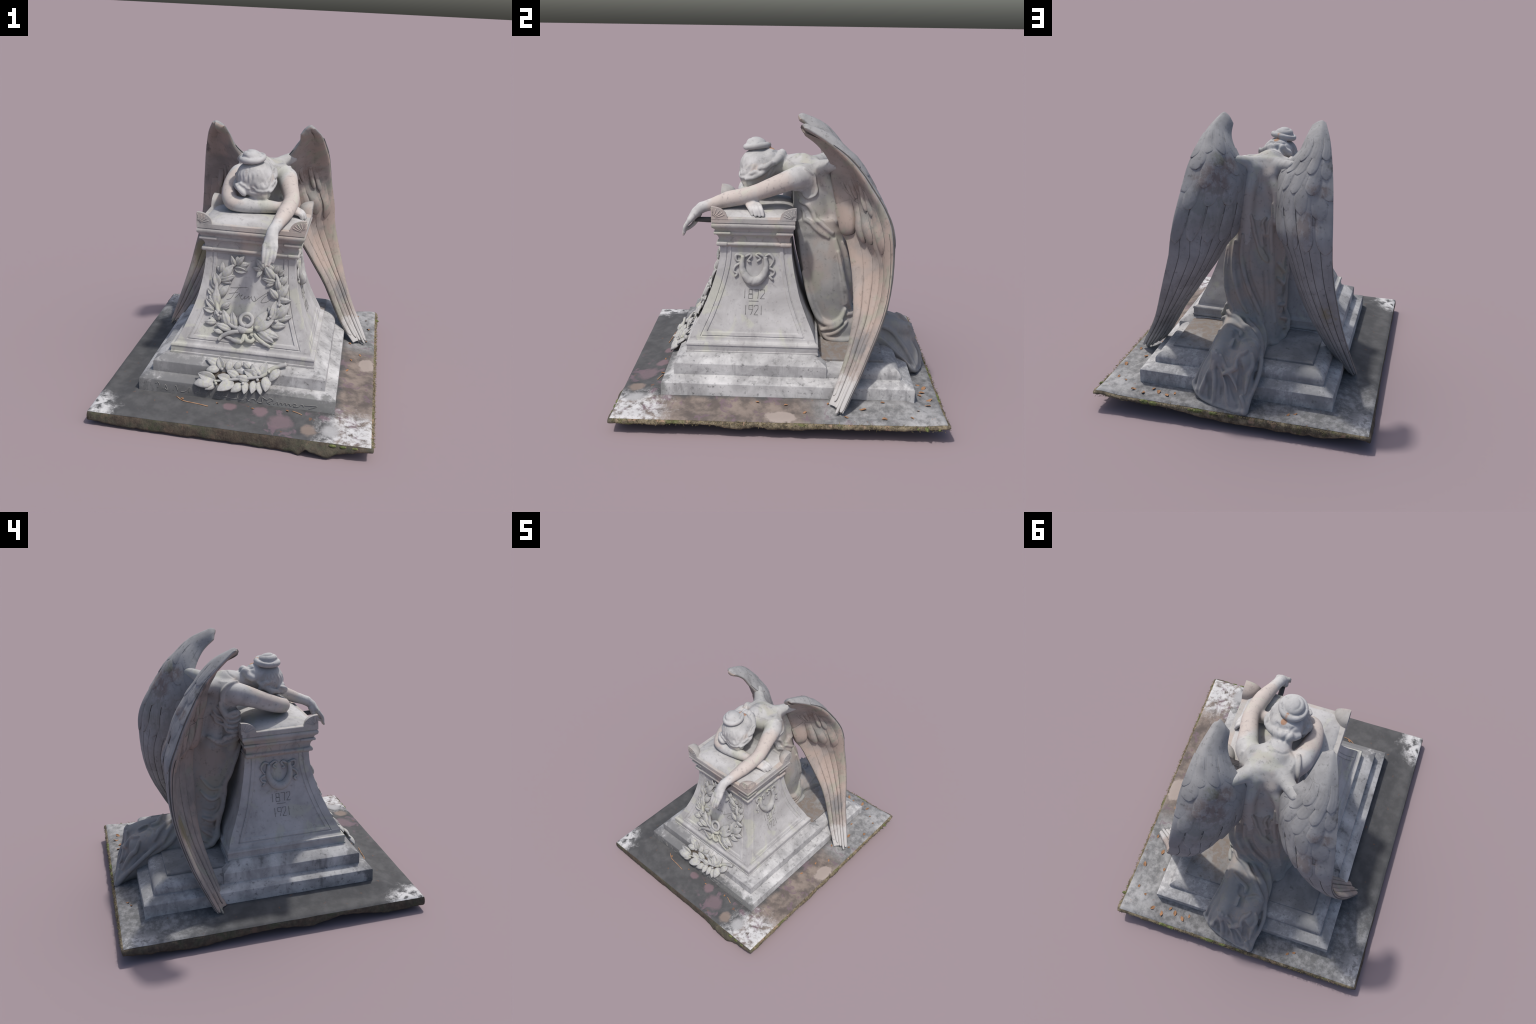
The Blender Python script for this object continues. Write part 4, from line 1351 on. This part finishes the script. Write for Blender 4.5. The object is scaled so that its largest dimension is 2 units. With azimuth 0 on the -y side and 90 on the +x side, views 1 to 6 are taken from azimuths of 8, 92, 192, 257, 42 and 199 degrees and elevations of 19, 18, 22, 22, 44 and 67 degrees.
# --- folds of the skirt
# long hem fold hanging beside the pedestal, turning along the floor on both sides
ridge([(.165, .085, 1.04), (.176, .105, .90), (.186, .125, .76), (.192, .165, .62), (.196, .205, .50), (.200, .240, .40), (.204, .285, .352), (.205, .36, .340), (.200, .45, .340)], .014, .018, "skirt", taper=False)
ridge([(.186, .120, .78), (.196, .170, .62), (.202, .215, .51), (.202, .275, .458), (.200, .332, .448), (.196, .385, .480), (.185, .425, .540)], .016, .016, "skirt")
ridge([(.195, .265, .405), (.205, .32, .425), (.198, .39, .47)], .012, .016, "skirt")
ridge([(.188, .30, .37), (.200, .36, .40), (.190, .43, .46)], .011, .016, "skirt")
ridge([(.180, .345, 1.00), (.186, .385, .85), (.188, .405, .70), (.180, .425, .58)], .011, .022, "skirt")
groove([(.197, .38, .90), (.203, .405, .75), (.196, .425, .58)], .007, .012)
# far side: a few swags caught under the wing, and a deep crease at the knee
for p, r in (([(-.145, .33, .83), (-.178, .27, .755), (-.185, .21, .745)], .012), ([(-.140, .33, .73), (-.172, .28, .675), (-.180, .22, .690), (-.19, .17, .78)], .014),
             ([(-.150, .33, .545), (-.185, .27, .530), (-.190, .20, .60), (-.185, .16, .72)], .015), ([(-.165, .34, .46), (-.205, .28, .425), (-.205, .22, .47)], .014),
             ([(-.170, .34, .39), (-.210, .29, .375), (-.212, .235, .41)], .012)):
    ridge(p, r, .014, "skirt")
groove([(-.16, .33, .60), (-.185, .27, .585), (-.19, .21, .64)], .012, .014)
groove([(-.17, .34, .49), (-.20, .27, .475), (-.20, .20, .53)], .010, .014)
ridge([(-.165, .085, 1.04), (-.195, .120, .86), (-.202, .160, .68), (-.212, .205, .50), (-.232, .245, .40), (-.230, .30, .350), (-.19, .36, .345), (-.14, .48, .340)], .017, .016, "skirt", taper=False)
# back of the skirt: long vertical folds and the V under the belt
ridge([(-.100, .330, 1.22), (-.108, .370, 1.05), (-.112, .385, .85), (-.116, .390, .65), (-.116, .400, .45)], [.006, .013, .016, .016, .014], .014, "skirt")
ridge([(-.055, .37, 1.15), (-.045, .385, 1.03), (-.065, .405, .94), (-.094, .410, .885)], .013, .012, "skirt")
ridge([(.010, .39, 1.15), (-.010, .400, 1.03), (-.060, .410, .93), (-.094, .410, .875)], .013, .012, "skirt")
ridge([(-.095, .360, 1.12), (-.075, .370, 1.03), (-.050, .380, 1.10)], .010, .012, "skirt")
groove([(-.035, .40, 1.08), (-.045, .405, 1.0), (-.080, .41, .92)], .010, .012)
groove([(-.080, .39, 1.08), (-.085, .40, 1.0), (-.100, .41, .93)], .008, .012)
ridge([(.070, .40, 1.02), (.062, .415, .87), (.020, .425, .72), (-.045, .43, .57), (-.085, .45, .47)], .016, .016, "skirt")
ridge([(.125, .385, .97), (.110, .40, .80), (.075, .42, .64), (.02, .44, .53)], .014, .016, "skirt")
ridge([(.160, .35, .92), (.160, .375, .75), (.140, .40, .60), (.10, .43, .52)], .012, .016, "skirt")
groove([(.095, .40, .96), (.082, .41, .80), (.045, .42, .65), (-.02, .44, .53)], .010, .014)
groove([(.030, .41, .92), (.015, .42, .78), (-.040, .43, .64), (-.085, .44, .54)], .010, .014)
groove([(-.075, .41, .80), (-.085, .41, .65), (-.09, .42, .52)], .009, .012)
# robe pulled round under the seat and back along the calves
ridge([(.155, .425, .500), (.100, .465, .480), (.030, .520, .475), (-.040, .59, .45), (-.095, .67, .40)], .017, .02, "train")
ridge([(.080, .445, .515), (.0, .49, .490), (-.070, .55, .45), (-.115, .62, .38)], .012, .02, "train")
ridge([(-.06, .44, .50), (-.10, .50, .44), (-.13, .58, .37), (-.145, .68, .32), (-.14, .76, .30)], .014, .02, "train")
# peaked fold between the calves
ridge([(.105, .575, .470), (.060, .605, .482), (.010, .632, .480), (.012, .66, .44), (.030, .70, .415), (.040, .735, .39)], .015, .016, "train")
groove([(.045, .63, .455), (.020, .68, .42), (.015, .74, .38)], .016, .016)
ridge([(-.10, .67, .41), (-.06, .665, .425), (-.02, .69, .41)], .010, .014, "train")
# fan of folds from the feet down to the hem
for p in ([(.112, .825, .430), (.130, .850, .33), (.165, .875, .22), (.185, .880, .14)],
          [(.118, .830, .420), (.100, .880, .30), (.090, .912, .18), (.095, .925, .12)],
          [(.105, .830, .415), (.050, .885, .29), (.010, .925, .19), (-.010, .945, .12)],
          [(.090, .825, .400), (.010, .860, .30), (-.060, .905, .19), (-.100, .945, .115)],
          [(-.060, .760, .400), (-.020, .815, .33), (.040, .855, .30)],
          [(-.075, .755, .385), (-.085, .83, .30), (-.075, .88, .20)]):
    ridge(p, [.016, .017, .015], .012, "train")
for p in ([(.140, .860, .33), (.130, .905, .22), (.130, .915, .13)], [(.075, .870, .33), (.050, .920, .22), (.045, .935, .14)],
          [(.02, .865, .32), (-.03, .905, .21), (-.06, .935, .14)], [(-.04, .80, .36), (-.055, .87, .26), (-.07, .905, .18)]):
    groove(p, .018, .014)
# rolled edges of the hem
limb([(.140, .55, .36), (.155, .68, .28), (.185, .78, .20), (.19, .83, .16)], [.035, .040, .042, .04], .04, "train")
ridge([(.160, .50, .40), (.172, .62, .37), (.196, .70, .32), (.226, .775, .25), (.248, .822, .195)], .012, .04, "train", taper=False, lay=False)
ridge([(.200, .56, .44), (.180, .66, .43), (.190, .76, .36), (.205, .83, .25), (.20, .86, .17)], .013, .016, "train")
ridge([(.255, .820, .195), (.235, .850, .165), (.190, .885, .135), (.10, .920, .120), (-.02, .945, .112), (-.105, .952, .112)], .012, .02, "train", taper=False, lay=False)
ridge([(-.120, .62, .39), (-.140, .70, .345), (-.150, .765, .300), (-.140, .83, .24), (-.120, .89, .18), (-.112, .945, .120)], .015, .016, "train", taper=False, lay=False)
groove([(.19, .60, .41), (.205, .70, .37), (.222, .78, .27), (.225, .83, .19)], .010, .012)
# hollow under the hanging hem on the sunny side
blob((.285, .70, .17), (.10, .13, .10), .02, None, cut=True)
blob((-.20, .66, .20), (.07, .12, .09), .02, None, cut=True)


def surface_nets(D, lo, h):
    s = D < 0
    c = [s[i:s.shape[0] - 1 + i, j:s.shape[1] - 1 + j, k:s.shape[2] - 1 + k] for i in (0, 1) for j in (0, 1) for k in (0, 1)]
    tot = np.zeros(c[0].shape, np.int8)
    for q in c:
        tot += q
    act = np.argwhere((tot > 0) & (tot < 8))
    idx = np.full(tot.shape, -1, np.int32)
    idx[tuple(act.T)] = np.arange(len(act))
    off = np.array([(i, j, k) for i in (0, 1) for j in (0, 1) for k in (0, 1)])
    val = np.stack([D[tuple((act + o).T)] for o in off], 1)
    acc, cnt = np.zeros((len(act), 3)), np.zeros(len(act))
    for a in range(8):
        for b in range(a + 1, 8):
            if np.abs(off[a] - off[b]).sum() != 1:
                continue
            m = (val[:, a] < 0) != (val[:, b] < 0)
            t = val[m, a] / (val[m, a] - val[m, b])
            acc[m] += off[a] + t[:, None] * (off[b] - off[a])
            cnt[m] += 1
    P = lo + h * (act + acc / cnt[:, None])
    quads = []
    for ax in range(3):
        u, w = (ax + 1) % 3, (ax + 2) % 3
        a = [slice(None)] * 3
        b = [slice(None)] * 3
        a[ax], b[ax] = slice(0, -1), slice(1, None)
        sa, sb = s[tuple(a)], s[tuple(b)]
        e = np.argwhere(sa != sb)
        e = e[(e[:, u] > 0) & (e[:, w] > 0) & (e[:, u] < s.shape[u] - 1) & (e[:, w] < s.shape[w] - 1)]
        flip = ~sa[tuple(e.T)]
        du, dw = np.eye(3, dtype=int)[u], np.eye(3, dtype=int)[w]
        q = np.stack([idx[tuple((e - o).T)] for o in (0 * du, du, du + dw, dw)], 1)
        q[flip] = q[flip][:, ::-1]
        quads.append(q)
    return P, np.concatenate(quads), act


def build_figure():
    P, Q, cell = surface_nets(D, LO, H)
    lab = LAB[tuple((cell + (1, 1, 1)).clip(0, np.array(DIM) - 1).T)]
    e = np.vstack([Q[:, [0, 1]], Q[:, [1, 2]], Q[:, [2, 3]], Q[:, [3, 0]]])
    for w in (.5, -.35, .5):
        acc, cnt = np.zeros_like(P), np.zeros(len(P))
        for a, b in ((0, 1), (1, 0)):
            for c in range(3):
                acc[:, c] += np.bincount(e[:, a], P[e[:, b], c], len(P))
            cnt += np.bincount(e[:, a], minlength=len(P))
        P = P + w * (acc / np.maximum(cnt, 1)[:, None] - P)
    fn = np.cross(P[Q[:, 2]] - P[Q[:, 0]], P[Q[:, 3]] - P[Q[:, 1]])
    N = np.zeros_like(P)
    for c in range(3):
        for k in range(4):
            N[:, c] += np.bincount(Q[:, k], fn[:, c], len(P))
    N /= np.linalg.norm(N, axis=1)[:, None] + 1e-12
    # the robe's surface carries a faint chiselled unevenness
    P = P + N * (.0011 * noise3(P, 34, 3))[:, None]
    fl = lab[Q].max(axis=1).astype(int)
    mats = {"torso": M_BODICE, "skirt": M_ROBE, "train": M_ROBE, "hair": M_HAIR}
    for r, name in enumerate(REGIONS):
        q = Q[fl == r]
        if not len(q):
            continue
        used, inv = np.unique(q, return_inverse=True)
        # split detached pieces of the same kind (left and right arm, two hands)
        sides = [None]
        if name in ("arm", "hand"):
            cx = P[q].mean(1)
            left = (cx[:, 0] < 0) | ((cx[:, 1] > -.29) & (cx[:, 2] < 1.29) & (cx[:, 0] < .165)) if name == "arm" else cx[:, 1] > -.35
            sides = [left, ~left]
        for m in sides:
            qq = q if m is None else q[m]
            used, inv = np.unique(qq, return_inverse=True)
            o = part(name, P[used], inv.reshape(-1, 4), mats.get(name, M_SKIN))
            o.data.normals_split_custom_set_from_vertices(N[used].tolist())


build_figure()
# stone strut tying the hanging hand to the cornice
v, f = tube_mesh([(.128, -.40, 1.098), (.128, -.47, 1.098), (.132, -.545, 1.100)], [.018, .017, .015], 10, up=(0, 0, 1))
part("strut", v, f, M_STRUT)


# ------------------------------------------------- litter on slab and steps
def litter():
    spots = [(.70, .50, .03), (.74, .16, .02), (.66, .30, .02), (.79, .62, .03), (.40, .90, .03), (.46, .88, .03), (.50, .86, .02), (.36, .87, .02),
             (.55, .91, .03), (.62, .89, .03), (-.40, .88, .02), (-.36, .90, .02), (.70, .82, .02), (.68, .05, .02), (-.1, -.75, .015), (-.32, -.75, .02),
             (.12, -.76, .015), (.33, -.74, .02), (.78, .40, .02), (.64, .62, .02), (.80, .90, .04), (.77, .78, .02), (-.62, .30, .015), (.66, -.12, .02)]
    me = []
    for k in range(3):
        n, m = 9, 5
        v = []
        for i in range(n):
            a = i / (n - 1)
            w = .28 * math.sin(math.pi * (a * .96 + .02)) ** .8
            for j in range(m):
                b = -1 + 2 * j / (m - 1)
                v.append((a - .5, b * w, .10 * math.sin(3 * a + k) * abs(b) + .06 * math.sin(5 * a + k)))
        top = len(v)
        v += [(x, y, z - .03) for x, y, z in v]
        f = [tuple(q) for q in grid_faces(n, m)] + [tuple(q + top) for q in grid_faces(n, m, flip=True)]
        me.append(mesh_data("fallen_leaf", v, f, M_LITTER))
    for x, y, r in spots:
        o = bpy.data.objects.new("fallen_leaf", random.choice(me))
        o.location = (x, y, slab_top(x, y) + .004)
        o.rotation_euler = (random.uniform(-.2, .2), random.uniform(-.2, .2), random.uniform(0, 6.3))
        o.scale = (r * 1.3,) * 3
        link(o)
    for pts in ([(-.36, -.735), (-.31, -.765), (-.22, -.775), (-.15, -.785)], [(.36, -.735), (.42, -.76)]):
        c = catmull(pts, 20)
        part("twig", *tube_mesh([(x, y, slab_top(x, y) + .003) for x, y in c], .0028, 6), M_TWIG)


litter()


def turf():
    """Short blades and moss cushions clinging to the rear and sunny rims."""
    blades = []
    for _ in range(1500):
        if rng.random() < .55:
            x, y, n = .842 + rng.uniform(-.008, .012), rng.uniform(-.95, .96), np.array((1, 0, .2))
        else:
            x, y, n = rng.uniform(-.82, .84), .972 + rng.uniform(-.008, .012), np.array((0, 1, .2))
        z = slab_top(x, y) - rng.uniform(.008, .035)
        L = rng.uniform(.010, .024)
        d = n + rng.normal(0, .8, 3) * (1, 1, .6)
        d /= np.linalg.norm(d)
        p0, p1 = np.array((x, y, z)), np.array((x, y, z)) + d * L
        p1[2] = min(p1[2], slab_top(x, y) + .006)
        s = np.cross(d, rng.normal(0, 1, 3))
        s = s / np.linalg.norm(s) * .0016
        t = np.cross(d, s)
        p1[0], p1[1] = min(p1[0], .866), min(p1[1], .995)
        blades.append((np.array([p0 - s, p0 + s * .5 + t, p0 + s * .5 - t, p1]), [(0, 1, 3), (1, 2, 3), (2, 0, 3)]))
    part("dry_grass", *merge(blades), plain("dry_grass", (0.12, 0.10, 0.05), (0.30, 0.25, 0.14), 80))["kind"] = "stuff"
    moss = []
    for x, y, r in [(.52, .972, .035), (.46, .975, .03), (.66, .972, .02), (.18, .975, .03), (.22, .975, .022), (.08, .975, .025), (.838, .85, .03), (.838, .80, .02),
                    (.836, .10, .018), (.62, -.968, .02), (.68, -.968, .018), (.75, -.967, .02), (.83, .92, .03), (-.03, .975, .02)]:
        n, m = 14, 10
        a, b = np.meshgrid(np.linspace(0, 2 * np.pi, n, endpoint=False), np.linspace(0, np.pi, m), indexing="ij")
        p = np.stack([np.sin(b) * np.cos(a) * 1.2, np.sin(b) * np.sin(a), np.cos(b) * .8], -1).reshape(-1, 3)
        p *= (r * (1 + .35 * noise3(p * 3 + x * 9 + y * 5, 1.4, 3)))[:, None] * .62
        moss.append((p * (1.5, .7, .8) + (x, y, slab_top(x, y) - .022), grid_faces(n, m, close_u=True)))
    part("moss", *merge(moss), M_MOSS)["kind"] = "stuff"


turf()
